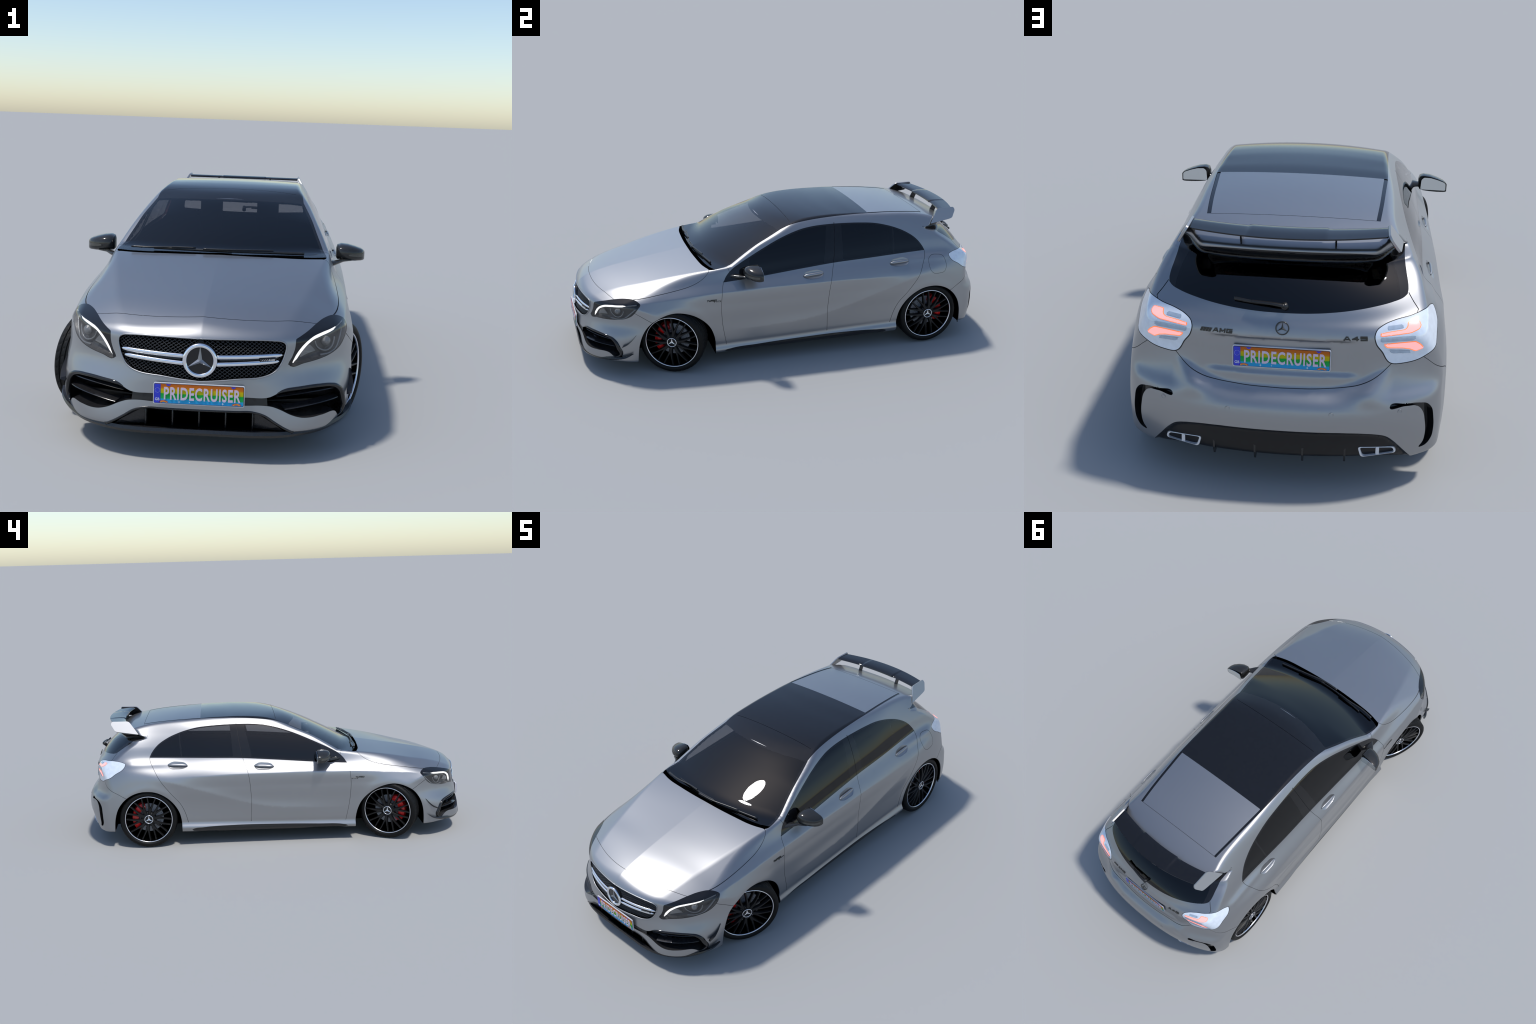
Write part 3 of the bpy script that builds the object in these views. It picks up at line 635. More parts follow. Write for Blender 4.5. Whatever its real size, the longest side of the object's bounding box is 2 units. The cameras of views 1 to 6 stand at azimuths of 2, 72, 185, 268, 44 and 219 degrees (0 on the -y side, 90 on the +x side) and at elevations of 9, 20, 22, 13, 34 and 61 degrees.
lab[(lab == 'roof_side') & (y < -.333 + (x - .330) * .45)] = 'fender'
lab[(x > .33) & (y > -.40) & (y < .50) & (z < sill_top(y))] = 'sill'
lab[(z < .075) & (np.abs(y) < .9) & (x < .37)] = 'underbody'
lab[(y > .845) & (z < .35) | (y > .76) & (z < quarter_seam(y)) & (y < .9)] = 'rear_bumper'
lab[(f_gate(C) < 0) & (y > .72)] = 'tailgate'
lab[(y > .68) & (z > .556) & (x < .285)] = 'roof_spoiler'; lab[(y > .70) & (z > .545) & (z < lip_z(x)) & (x < .262)] = 'lip_trim'
inroof = (f_roofedge(C) < 0) & (z > .56) & (y > -.11) & (y < .68) & (f_screen(C) > 0)
lab[inroof] = 'glass_roof'
lab[inroof & (y > .388)] = 'roof_rail'
lab[inroof & (y > .388) & (f_panel_x(C) < 0)] = 'roof_panel'
sc = (f_screen(C) < 0) & (z > .42)
lab[sc] = 'windscreen_border'; lab[sc & (f_screen(C) < -.010)] = 'windscreen'; lab[sc & (f_cowl(C) < 0)] = 'cowl'
lab[(f_cup(C) < 0)] = 'handle_cup'
lab[f_insert(C) < 0] = 'sill_insert'
lab[f_vent(C) < 0] = 'hole'
lab[f_diff(C) < 0] = 'diffuser'
rw = (f_rearwin(C) < 0) & (y > .66)
lab[rw] = 'rear_window'; lab[rw & (f_fairing(C) > 0)] = 'window_fairing'
wn = f_window(C) < 0
lab[wn] = 'window_frame'
gl = f_window(C) < -.006
lab[gl] = 'rear_side_glass'
lab[gl & (f_post1(C) < 0) & (y < .25)] = 'front_side_glass'
lab[gl & (f_div2(C) > 0) & (y > .4)] = 'quarter_glass'
lab[gl & (f_post1(C) > 0) & (f_post2(C) < 0) & (np.abs(y - .19) < .12)] = 'window_post'
lab[gl & (f_div1(C) > 0) & (f_div2(C) < 0) & (y > .4)] = 'window_post'
lab[gl & (f_tri(C) < 0) & (y < -.15)] = 'window_frame'
hd = f_head(C) < 0
lab[hd] = 'headlamp_cover'; lab[hd & (f_lid(C) > 0)] = 'headlamp_lid'
tl = f_tail(C) < 0
lab[tl] = 'tail_lamp_edge'; lab[tl & (f_tail(C) < -.0022)] = 'tail_lamp'
lab[tl & (f_bar(C) < 0)] = 'lamp_bar'; lab[tl & (f_small(C) < 0)] = 'lamp_bar'; lab[tl & (f_white(C) < 0)] = 'lamp_bar'
for f in (f_led1, f_led2):
    lab[tl & (f(C) < 0)] = 'led_edge'; lab[tl & (f(C) < -.0016)] = 'led'
inlamp = hd | tl
for k, f in seams.items():
    v = np.abs(f(C)) < W
    if k == 'door_mid': v &= ~(gl & ~(lab == 'window_post'))
    elif k not in ('roof_header',): v &= ~wn
    lab[v & ~inlamp & ~rw & ~sc] = 'panel_gap'
lab[(f_grille(C) < 0) | (f_intake(C) < 0) | (f_lower(C) < 0)] = 'hole'
lab[((f_arch_f(C) < 0) | (f_arch_r(C) < 0)) & (x > .245)] = 'hole'

NRM = unit_normal(SH.V)
def pick(name):
    t = SH.T[lab == name]; u, inv = np.unique(t, return_inverse=True); return SH.V[u].copy(), inv.reshape(-1, 3), NRM[u].copy(), u
def central(label, name, mat, push=None, kind=None):
    v, t, n, u = pick(label)
    if not len(t): print("EMPTY", label); return
    if push is not None: v = push(v, n)
    on = v[:, 0] < 1e-6; idx = np.arange(len(v)); m = idx + len(v); m[on] = idx[on]
    V = np.vstack([v, mirrored(v)]); N = np.vstack([n, n * [-1, 1, 1]])
    T = np.vstack([t, m[t][:, ::-1]])
    used, inv = np.unique(T, return_inverse=True)
    return make(name, V[used], inv.reshape(-1, 3), mat, normals=None if push is not None else N[used], kind=kind)
def sided(label, name, mat, push=None, parent=None, kind=None):
    v, t, n, u = pick(label)
    if not len(t): print("EMPTY", label); return
    if push is not None: v = push(v, n); n = None
    a = make(name, v, t, mat, parent, normals=n, kind=kind)
    b = make(name, mirrored(v), t[:, ::-1], mat, parent, normals=None if n is None else n * [-1, 1, 1], kind=kind)
    return a, b

# ================================================================= bodyshell panels
inward = lambda d: (lambda v, n: v - n * d)
central('hood', 'hood', PAINT)
central('front_bumper', 'bumper', PAINT)
sided('fender', 'fender', PAINT)
sided('front_door', 'door', PAINT); sided('rear_door', 'door', PAINT)
sided('roof_side', 'roof_rail', PAINT)
sided('sill', 'sill', PAINT)
sided('sill_insert', 'sill_insert', BLACK_SATIN, push=lambda v, n: v - n * np.clip(-f_insert(v) * .8, 0, .003)[:, None])
central('rear_bumper', 'bumper', PAINT)
central('tailgate', 'tailgate', PAINT)
central('roof_spoiler', 'roof_spoiler', PAINT); central('lip_trim', 'spoiler_edge', BLACK_GLOSS)
central('glass_roof', 'glass_roof', BLACK_GLOSS)
central('roof_panel', 'roof_panel', PAINT)
sided('roof_rail', 'roof_trim_strip', BLACK_GLOSS, push=inward(.0015))
central('windscreen_border', 'windscreen_border', BLACK_GLOSS)
central('windscreen', 'windscreen', GLASS)
central('cowl', 'cowl', VOID, push=lambda v, n: v - np.array([0, 0, 1.0]) * np.clip((-f_cowl(v)) * 6, 0, .045)[:, None])
central('rear_window', 'tailgate_window', GLASS)
sided('window_fairing', 'window_fairing', BLACK_GLOSS)
sided('window_frame', 'window_frame', BLACK_GLOSS)
sided('window_post', 'window_post', POST)
sided('front_side_glass', 'side_window', GLASS); sided('rear_side_glass', 'side_window', GLASS); sided('quarter_glass', 'quarter_window', GLASS)
central('underbody', 'underbody', VOID)
central('panel_gap', 'panel_gap', GAP, push=inward(.0022), kind="stuff")
central('diffuser', 'diffuser', DIFF_BLACK, push=lambda v, n: v - np.array([0, 1.0, 0]) * np.clip(-f_diff(v) * 1.0, 0, .009)[:, None])
vr = on_rear(VENT[:, 0], VENT[:, 1]); vn = unit_normal(vr); vc = smooth_path(VENT, len(VENT), True)
V, Fc = loft([vr, vr - vn * .004, vr - vn * .014 - [.004, 0, 0]], caps=False); Fc += [tuple(i + 2 * len(vr) for i in f) for f in cap(V[2 * len(vr):])]
both('bumper_vent', V, Fc, BLACK_GLOSS, sharp=40)
sided('handle_cup', 'handle_cup', PAINT, push=lambda v, n: v - n * (np.clip(-f_cup(v) / .012, 0, 1) ** .7 * .0048)[:, None])
# rear flank, with the filler flap cut into the right-hand one only
v, t, n, u = pick('quarter_panel')
make('quarter_panel', mirrored(v), t[:, ::-1], PAINT, normals=n * [-1, 1, 1])
q = Shell(v, t); f_fuel = lambda p: boxed(p, YZ(p), FUEL, p[:, 0] > .3)
q.cut(off(f_fuel, W * .9)); q.cut(off(f_fuel, -W * .9)); qn = unit_normal(q.V); d = f_fuel(q.V[q.T].mean(1))
for name, m, mat in (('quarter_panel', d > W * .9, PAINT), ('filler_flap', d < -W * .9, PAINT), ('filler_flap_gap', np.abs(d) <= W * .9, GAP)):
    u, inv = np.unique(q.T[m], return_inverse=True)
    if name == 'filler_flap_gap': make(name, q.V[u] - qn[u] * .002, inv.reshape(-1, 3), mat)
    else: make(name, q.V[u], inv.reshape(-1, 3), mat, normals=qn[u])

# ================================================================= cabin lining, blackout sheet, wheel housings
Cb = BASE.V[BASE.T].mean(1); nb = unit_normal(BASE.V)
open_ = (f_window(Cb) < .004) | ((f_screen(Cb) < -.004) & (f_cowl(Cb) > -.01) & (Cb[:, 2] > .42)) | ((f_rearwin(Cb) < .002) & (f_fairing(Cb) < 0) & (Cb[:, 1] > .66))
keep = ~open_ & (Cb[:, 2] > .32) & (Cb[:, 1] > -.40) & (Cb[:, 1] < .97)
u, inv = np.unique(BASE.T[keep], return_inverse=True); vv = BASE.V[u] - nb[u] * .010; tt = inv.reshape(-1, 3)
make('cabin_lining', np.vstack([vv, mirrored(vv)]), np.vstack([tt, tt[:, ::-1] + len(vv)]), VOID, kind="stuff")
blackout = []
for yy, hw, zz in ((-.42, .31, .435), (-.30, .355, .425), (.0, .365, .405), (.4, .36, .405), (.70, .32, .41), (.80, .29, .43), (.88, .20, .44)):
    blackout.append(np.array([(s * hw, yy, zz) for s in (-1, -.5, 0, .5, 1)]))
V, Fc = loft(blackout, closed=False, caps=False)
make('cabin_blackout', V, Fc, VOID)  # black sheet added just below the windows, hides the empty shell beneath
for hx in (.118, -.118):
    V, Fc = box((hx - .045, .50, .40), (hx + .045, .545, .585), .014); make('headrest', V, Fc, VOID)

def arch_liner(poly, x0=.398, x1=.235):
    p = poly; c = p.mean(0); rings = []
    body = on_side(p[:, 0], np.maximum(p[:, 1], .075))[:, 0]
    out = c + (p - c) * 1.012
    for k, xx in enumerate((None, .36, x1)):
        xs_ = body - .004 if xx is None else np.full(len(p), xx)
        rings.append(np.stack([xs_, (p if xx is None else out)[:, 0], (p if xx is None else out)[:, 1]], 1))
    V, Fc = loft(rings, closed=False, caps=False)
    n0 = len(V); V = np.vstack([V, [(x1, c[0], .02)]]); n = len(p)
    Fc += [(2 * n + i, 2 * n + i + 1, n0) for i in range(n - 1)]
    keepz = V[:, 2] >= -.03; V[:, 2] = np.maximum(V[:, 2], .066 if c[0] < 0 else .082)
    return V, Fc
for poly in (ARCH_F, ARCH_R):
    V, Fc = arch_liner(poly); both('wheel_arch_liner', V, Fc, VOID)
# folded edge of each wheel opening
for poly in (ARCH_F, ARCH_R):
    p = poly[(poly[:, 1] > .07)]; a = on_side(p[:, 0], p[:, 1]); b = a.copy(); b[:, 0] -= .012
    c = p.mean(0); b[:, 1:] += (b[:, 1:] - c) * .004
    V, Fc = loft([a - [.0006, 0, 0], b], closed=False, caps=False); both('wheel_arch_lip', V, Fc, PAINT)

# ================================================================= front openings
def tunnel(poly, depth, shrink=.0, name='intake_duct', mat=None, lip=None):
    """walls going back from the edge of a fascia opening, closed by a back plate"""
    a = on_fascia(poly[:, 0], poly[:, 1]); sg = np.where(a[:, 0] < 0, -1, 1)
    c = a.mean(0); b = a.copy(); b[:, 1] += depth; b[:, 0] -= sg * depth * .45 * np.clip(np.abs(a[:, 0]) / .25, 0, 1)
    b[:, 2] = c[2] + (b[:, 2] - c[2]) * (1 - shrink)
    V, Fc = loft([a, b], caps=False); n = len(a)
    Fc += [tuple(i + n for i in f) for f in cap(b)]
    make(name, V, Fc, mat or VOID, sharp=30)
    return a, b
dense = lambda p, n: smooth_path(p, n, True)
ga, gb = tunnel(GRILLE, .035, name='grille_cavity')
tunnel(INTAKE, .045, .08, 'intake_cavity', BLACK_PLASTIC)
LOWER_IN = LOWER.copy(); LOWER_IN[:, 1] = np.maximum(LOWER_IN[:, 1], .088)
tunnel(LOWER_IN, .055, .1, 'intake_cavity', VOID)

# grille: diamond lattice in the opening
def grille_lattice():
    parts = []; step = .0136; slope = .66
    inside = lambda q: poly_sdf(q, GRILLE)
    for sgn in (1, -1):
        for k in np.arange(-60, 61):
            s = np.linspace(-.26, .26, 240); zz = .27 + sgn * slope * (s - k * step)
            m = (zz > .205) & (zz < .33); q = np.stack([s, zz], 1); m &= inside(q) < .001
            if m.sum() < 4: continue
            q = q[m]
            if np.any(np.diff(q[:, 0]) > .01): continue
            q = q[np.linspace(0, len(q) - 1, max(4, len(q) // 6)).astype(int)]
            p = on_fascia(q[:, 0], q[:, 1]); p[:, 1] += .007
            parts.append(tube(p, .0011, .0024, up=(0, -1, 0), n=4))
    return join(*parts)
V, Fc = grille_lattice(); make('grille_lattice', V, Fc, LATTICE, kind="stuff")
V, Fc = tube(on_fascia(GRILLE[:, 0], GRILLE[:, 1]) + [0, -.0005, 0], .0022, .0022, up=(0, -1, 0), n=8, closed=True)
make('grille_surround', V, Fc, PAINT)

# emblem in the grille, with twin louvre bars
star_c = np.array([0, -.9865, .2690])
def emblem(parent, origin, right, up, R, ring_r, ring_mat, star_mat, back_mat, star_depth, name='emblem'):
    e = empty(name, parent)
    V, Fc = ring_mesh(R - ring_r, ring_r, ring_r * .9); make('emblem_ring', place(V, origin, right, up), Fc, ring_mat, e)
    V, Fc = star_mesh(R - ring_r * 1.2, star_depth); make('emblem_star', place(V, origin, right, up), Fc, star_mat, e, smooth=False)
    if back_mat is not None:
        V, Fc = disc_mesh(R - ring_r); make('emblem_disc', place(V + [0, .0012, 0], origin, right, up), Fc, back_mat, e)
    return e
emblem(CAR, star_c, (1, 0, 0), (0, .04, 1), .0450, .0058, CHROME, STAR_GREY, BLACK_GLOSS, .005)
V, Fc = revolve([(-.03, .0445), (-.002, .0445)], 48); V = np.stack([V[:, 1], V[:, 0] * -1 + 0, V[:, 2]], 1) + star_c
make('emblem_mount', V, Fc, BLACK_PLASTIC)
for z0, z1, s1 in ((.2775, .2810, .2115), (.2590, .2655, .2035)):
    xs_ = np.linspace(.040, s1, 24); zz = z0 + (z1 - z0) * ((xs_ - .04) / (s1 - .04))
    p = on_front(xs_, zz); p[:, 1] += .0015
    hh = np.where(xs_ > s1 - .02, 1 - .75 * ((xs_ - s1 + .02) / .02) ** 2, 1)
    V, Fc = tube(p, .0060, .0050, up=(0, -1, 0), n=14, taper=np.maximum(hh, .15)); both('grille_bar', V, Fc, CHROME)
    p[:, 1] += .006
xs_ = np.linspace(.045, .200, 16); p = on_front(xs_, np.linspace(.2685, .2735, 16)); p[:, 1] += .006
V, Fc = tube(p, .0045, .004, up=(0, -1, 0), n=8); both('grille_bar_shadow', V, Fc, BLACK_PLASTIC)

# side intakes: glossy rim and two blades each; the rim runs along the roof and the outer end of the opening
half = [p for p in INTAKE[:len(INTAKE) // 2 + 1]]
rim = np.array([p for p in half if p[0] > .185 and not (p[1] < .158 and p[0] < .445)])
p = smooth_path(rim, 60); q = on_fascia(p[:, 0], p[:, 1]); nn = unit_normal(q)
tp = np.clip(np.minimum(np.linspace(0, 1, 60) * 7, np.linspace(1, 0, 60) * 7), .2, 1) * (1 + .9 * sstep(.55, .8, np.linspace(0, 1, 60)))
V, Fc = tube(q - nn * .001 + [0, .001, 0], .0052, .0045, up=nn, n=10, taper=tp); both('intake_rim', V, Fc, BLACK_GLOSS)
for (sa, za), (sb, zb), back in (((.215, .1745), (.445, .1765), .020), ((.235, .1415), (.452, .1490), .022)):
    s_ = np.linspace(sa, sb, 24); z_ = np.linspace(za, zb, 24) + .004 * np.sin(np.linspace(0, math.pi, 24))
    q = on_fascia(s_, z_); a = q + [0, .010, 0]; b = q + [-.012, .010 + back, .004]
    sec = [np.array([a[i] + [0, 0, -.0016], a[i] + [0, -.0015, 0], a[i] + [0, 0, .0016], b[i] + [0, 0, .002], b[i] + [0, 0, -.002]]) for i in range(24)]
    V, Fc = loft(sec); both('intake_blade', V, Fc, BLACK_PLASTIC, sharp=40)
for sx in (.14,):
    q = on_front(np.array([sx]), np.array([.166]))[0]; V, Fc = disc_mesh(.0065, 20); both('parking_sensor', place(V, q + [0, .004, 0], (1, 0, 0), (0, 0, 1)), Fc, BLACK_SATIN)
# black band behind the plate closes the middle of the opening
s_ = np.linspace(-.185, .185, 30); a = on_fascia(s_, np.full(30, .178)); b = on_fascia(s_, np.full(30, .1535))
V, Fc = loft([a + [0, .004, 0], b + [0, .004, 0]], closed=False, caps=False); make('bumper_band', V, Fc, BLACK_SATIN)

# lower intake: frame, posts and slanted cheeks
for xb_ in (0, .069, .139, -.069, -.139):
    V, Fc = box((xb_ - .002, -.972, .082), (xb_ + .002, -.945, .137), .0008); make('intake_post', V, Fc, BLACK_PLASTIC)
edge = LOWER[(LOWER[:, 1] > .075)]; edge = edge[np.argsort(np.arctan2(edge[:, 1] - .0, edge[:, 0]))]
pp = on_fascia(edge[:, 0], edge[:, 1]); V, Fc = tube(smooth_path(pp + [0, .002, -.002], 90), .0036, .0036, up=(0, -1, 0), n=8); make('intake_frame', V, Fc, BLACK_PLASTIC)
q = [(.139, -.966, .136), (.163, -.974, .131), (.206, -.972, .098), (.225, -.968, .082), (.139, -.960, .082)]
V, Fc = prism(np.array(q), (0, .004, 0)); both('intake_cheek', V, Fc, BLACK_PLASTIC, smooth=False)
V, Fc = loft([np.array([(s * .245, -.975 + .012 * abs(s) ** 3, .082) for s in np.linspace(-1, 1, 21)]), np.array([(s * .235, -.92, .086) for s in np.linspace(-1, 1, 21)])], closed=False, caps=False)
make('intake_floor', V, Fc, BLACK_SATIN)

# splitter: a lip round the foot of the bumper that curls up into the lower canards
half = [(0, -.9895, .0765), (.08, -.9895, .0765), (.154, -.9885, .0770), (.214, -.979, .0780), (.263, -.961, .0800), (.318, -.925, .0830), (.357, -.882, .0875), (.386, -.840, .0940), (.4035, -.803, .1045), (.4080, -.776, .1190)]
path = smooth_path([(-x_, y_, z_) for x_, y_, z_ in half[:0:-1]] + half, 140)
sec = []
for i, p in enumerate(path):
    t = path[min(i + 1, 139)] - path[max(i - 1, 0)]; t /= np.linalg.norm(t)
    o = np.cross((0, 0, 1), t); o[2] = 0; o /= np.linalg.norm(o); o = o * (1 if o @ [p[0], p[1] + .3, 0] > 0 else -1)
    k = min(1, min(i, 139 - i) / 16) ** .7; h = .0072 * k + .0008; d = .0245 * k + .004
    c = p - o * .002
    sec.append(np.array([c + o * .0015, c + [0, 0, h] - o * .0015, c - o * d + [0, 0, h * 1.2], c - o * d - [0, 0, h * .9], c - o * .003 - [0, 0, h]]))
V, Fc = loft(sec); make('splitter', V, Fc, BLACK_PLASTIC, sharp=35)
# upper canards
cs = smooth_path([(.3995, -.7600, .2040), (.3990, -.778, .183), (.3965, -.797, .167), (.3920, -.820, .1555)], 24)
cn = unit_normal(cs); sec = []
for i in range(24):
    k = np.clip(.12 + i / 16, 0, 1); w = .013 * k
    b = cs[i] - cn[i] * .004; tip = cs[i] + cn[i] * w * .8 + np.array([0, -.002, -.001])
    th = np.array([0, .0012, .0018]) * (1 + k)
    sec.append(np.array([b + th, tip + th * .5, tip - th * .5, b - th * 2.2]))
V, Fc = loft(sec); both('canard', V, Fc, BLACK_SATIN, sharp=35)

# ================================================================= lamps
v, t, n, u = pick('headlamp_cover'); d = np.clip(-f_head(v) / .007, 0, 1); bowl = v - n * (.003 + .019 * d ** .8)[:, None]
both('headlamp_housing', bowl, t, LAMP_INNER)
sided('headlamp_cover', 'headlamp_cover', LENS); sided('headlamp_lid', 'headlamp_lid', BLACK_GLOSS)
DRL3 = smooth_path([(.2365, -.918, .2560), (.2500, -.912, .2790), (.2650, -.903, .2980), (.2830, -.8855, .3122), (.3080, -.858, .3200), (.3300, -.828, .3238), (.3490, -.796, .3282)], 50)
tp = np.clip(np.minimum(np.linspace(0, 1, 50), np.linspace(1, 0, 50)) * 14, .4, 1)
V, Fc = tube(DRL3, .0042, .0040, up=(.6, -.75, .2), n=10, taper=tp); both('daylight_strip', V, Fc, DRL)
V, Fc = tube(smooth_path([(.3505, -.793, .3288), (.3600, -.772, .3320), (.3690, -.749, .3355)], 16), .0036, .0020, up=(.8, -.6, 0), n=8); both('lamp_trim', V, Fc, LAMP_GREY)
for pts, w in (([(.294, -.856, .301), (.299, -.853, .287), (.311, -.844, .276), (.327, -.832, .2715), (.341, -.817, .279), (.346, -.809, .290), (.348, -.805, .304)], .0026), ([(.310, -.857, .2640), (.335, -.832, .2640), (.353, -.803, .272), (.363, -.777, .294), (.369, -.754, .316)], .0034)):
    V, Fc = tube(smooth_path(pts, 40), w, .002, up=(.7, -.7, 0), n=8); both('lamp_trim', V, Fc, LAMP_GREY)
pc = np.array([.324, -.831, .297])
V, Fc = revolve([(.010, .0001), (.0095, .004), (.007, .0085), (.003, .0110), (.002, .0128), (0, .0132), (-.012, .0132)], 32)
fwd = np.array([.35, -.93, -.05]); fwd /= np.linalg.norm(fwd); sd = np.cross((0, 0, 1), fwd); sd /= np.linalg.norm(sd); up_ = np.cross(fwd, sd)
both('lamp_projector', pc + V[:, :1] * fwd + V[:, 1:2] * sd + V[:, 2:3] * up_, Fc, LAMP_GREY)
q = round_poly([(.4614, .2685), (.4514, .2872), (.4271, .2980), (.405, .2790), (.4323, .2760)], .003); p = on_front_corner(q[:, 0], q[:, 1]); nn = unit_normal(p)
V, Fc = prism(p - nn * .012, -nn.mean(0) * .004); both('lamp_reflector', V, Fc, LAMP_GREY, smooth=False)

sided('tail_lamp', 'tail_lamp', TAIL_CLEAR); sided('tail_lamp_edge', 'tail_lamp_seal', BLACK_SATIN, push=inward(.0012))
sided('led', 'tail_led', RED_LED, push=inward(-.0008)); sided('led_edge', 'tail_led_edge', ORANGE_LED, push=inward(-.0004))
sided('lamp_bar', 'tail_lamp_bar', TAIL_GREY, push=inward(-.0006))

# ================================================================= wheels
def make_wheel_parts():
    parts = {}
    # tyre: sidewalls, shoulders and a grooved tread
    prof = [(-.043, .1180), (-.0470, .1226), (-.0515, .1262), (-.0530, .1310), (-.0520, .1380), (-.0485, .1432), (-.0440, .1462)]
    tread = []
    for g in np.linspace(-.034, .034, 5)[:-1]: tread += []
    xs_ = np.linspace(-.042, .042, 43)
    for xx in xs_:
        r = .1482 - .9 * xx * xx * .6
        for g in (-.026, -.009, .009, .026):
            if abs(xx - g) < .0021: r -= .0028
        tread.append((xx, r))
    prof = prof + tread + [(-a, b) for a, b in reversed(prof)]
    prof = np.array(prof); seg = 240
    A = np.linspace(0, 2 * math.pi, seg, endpoint=False); rings = []
    for i, a in enumerate(A):
        r = prof[:, 1].copy(); out = (np.abs(prof[:, 0]) > .014) & (np.abs(prof[:, 0]) < .046)
        ph = (i + (np.abs(prof[:, 0]) * 180).astype(int)) % 6
        r = np.where(out & (ph == 0), r - .0016, r)
        rings.append(np.stack([prof[:, 0], r * math.cos(a), r * math.sin(a)], 1))
    parts['tyre'] = loft(rings, closed=False, caps=False, loop=True)
    parts['rim_lip'] = revolve([(.0440, .1165), (.0475, .1172), (.0488, .1190), (.0485, .1212), (.0465, .1226), (.0430, .1228)], 120)
    parts['rim_barrel'] = revolve([(.0445, .1170), (.040, .1125), (.020, .108), (-.040, .106), (-.047, .113), (-.046, .117), (-.047, .113), (-.040, .104), (-.036, .100), (-.0355, .001)], 96)
    # ten Y spokes on a hub
    sp = []
    for k in range(10):
        a0 = 2 * math.pi * k / 10 + math.radians(9)
        def frame(a, r, xx, w, dpt):
            c, s = math.cos(a), math.sin(a); ctr = np.array([xx, r * c, r * s]); tan = np.array([0, -s, c])
            return np.array([ctr + tan * w * .62, ctr + tan * w + [-.003, 0, 0], ctr + tan * w * 1.15 + [-dpt, 0, 0], ctr - tan * w * 1.15 + [-dpt, 0, 0], ctr - tan * w + [-.003, 0, 0], ctr - tan * w * .62])
        for sg in (-1, 1):
            rows = []
            for r, da, w in ((.022, .3, .0060), (.036, 1.4, .0062), (.050, 3.2, .0058), (.060, 5.0, .0050), (.075, 7.2, .0041), (.095, 9.2, .0036), (.114, 10.6, .0040)):
                xx = .0435 + .0035 * math.sin(min(1, max(0, (r - .03) / .09)) * math.pi)
                rows.append(frame(a0 + sg * math.radians(da), r, xx, w, .014))
            sp.append(loft(rows))
    hub = revolve([(.020, .039), (.034, .038), (.0385, .034), (.0405, .028), (.0425, .0225), (.0425, .0205), (.0425, .0001)], 60)
    parts['spokes'] = join(*sp, hub)
    bolts = []
    for k in range(5):
        a = 2 * math.pi * k / 5 + .3; V, Fc = revolve([(.0385, .0042), (.0428, .0042), (.0428, .0030), (.0400, .0025), (.0400, .0001)], 12)
        bolts.append((V + [0, .0315 * math.cos(a), .0315 * math.sin(a)], Fc))
    parts['wheel_bolts'] = join(*bolts)
    parts['hub_cap'] = revolve([(.040, .0235), (.0455, .0230), (.0465, .0215), (.0465, .0001)], 48)
    V, Fc = ring_mesh(.0205, .0021, .0014, 48, 8); parts['cap_ring'] = (place(V, (.0472, 0, 0), (0, 1, 0), (0, 0, 1)), Fc)
    V, Fc = star_mesh(.0195, .0018, .24); parts['cap_star'] = (place(V, (.0468, 0, 0), (0, 1, 0), (0, 0, 1)), Fc)
    # two-faced disc; flat black dots on its face stand in for drillings
    parts['brake_disc'] = revolve([(-.006, .030), (-.006, .074), (.004, .074), (.004, .045), (.012, .040), (.012, .001)], 72)
    hole_dots = []
    for k in range(36):
        a = 2 * math.pi * k / 36; r = (.050, .058, .067)[k % 3]; V, Fc = disc_mesh(.0016, 8)
        hole_dots.append((place(V, (.0046, r * math.cos(a), r * math.sin(a)), (0, 1, 0), (0, 0, 1)), Fc))
    parts['disc_hole_dots'] = join(*hole_dots)
    # caliper: a chunky arc with bridges
    cal = []; outer = []
    for i, a in enumerate(np.radians(np.linspace(-62, 62, 25))):
        e = min(1, min(i, 24 - i) / 3 + .35); r0, r1 = .052, .052 + .036 * e ** .5
        bul = .004 * (abs(math.sin(a * 3.2)))
        prof = [(.006, r0), (.019 + bul, r0 + .002), (.0235 + bul, (r0 + r1) / 2), (.018 + bul, r1 - .004), (.002, r1), (-.016, r1), (-.02, r0)]
        cal.append(np.array([(xx, r * math.cos(a), r * math.sin(a)) for xx, r in prof]))
    parts['brake_caliper'] = loft(cal)
    return parts
WP = make_wheel_parts()
WMAT = {'tyre': RUBBER, 'rim_lip': WHEEL_LIP, 'rim_barrel': VOID, 'spokes': WHEEL_BLACK, 'wheel_bolts': WHEEL_BLACK, 'hub_cap': WHEEL_BLACK, 'cap_ring': WHEEL_LIP, 'cap_star': WHEEL_LIP,
        'brake_disc': DISC, 'disc_hole_dots': VOID, 'brake_caliper': CALIPER}
SHARP = {'spokes': 40, 'tyre': 35, 'brake_disc': 30, 'wheel_bolts': 30, 'rim_lip': 50, 'brake_caliper': 35}
TRACK = .3505; STEER = math.radians(25)
first = {}
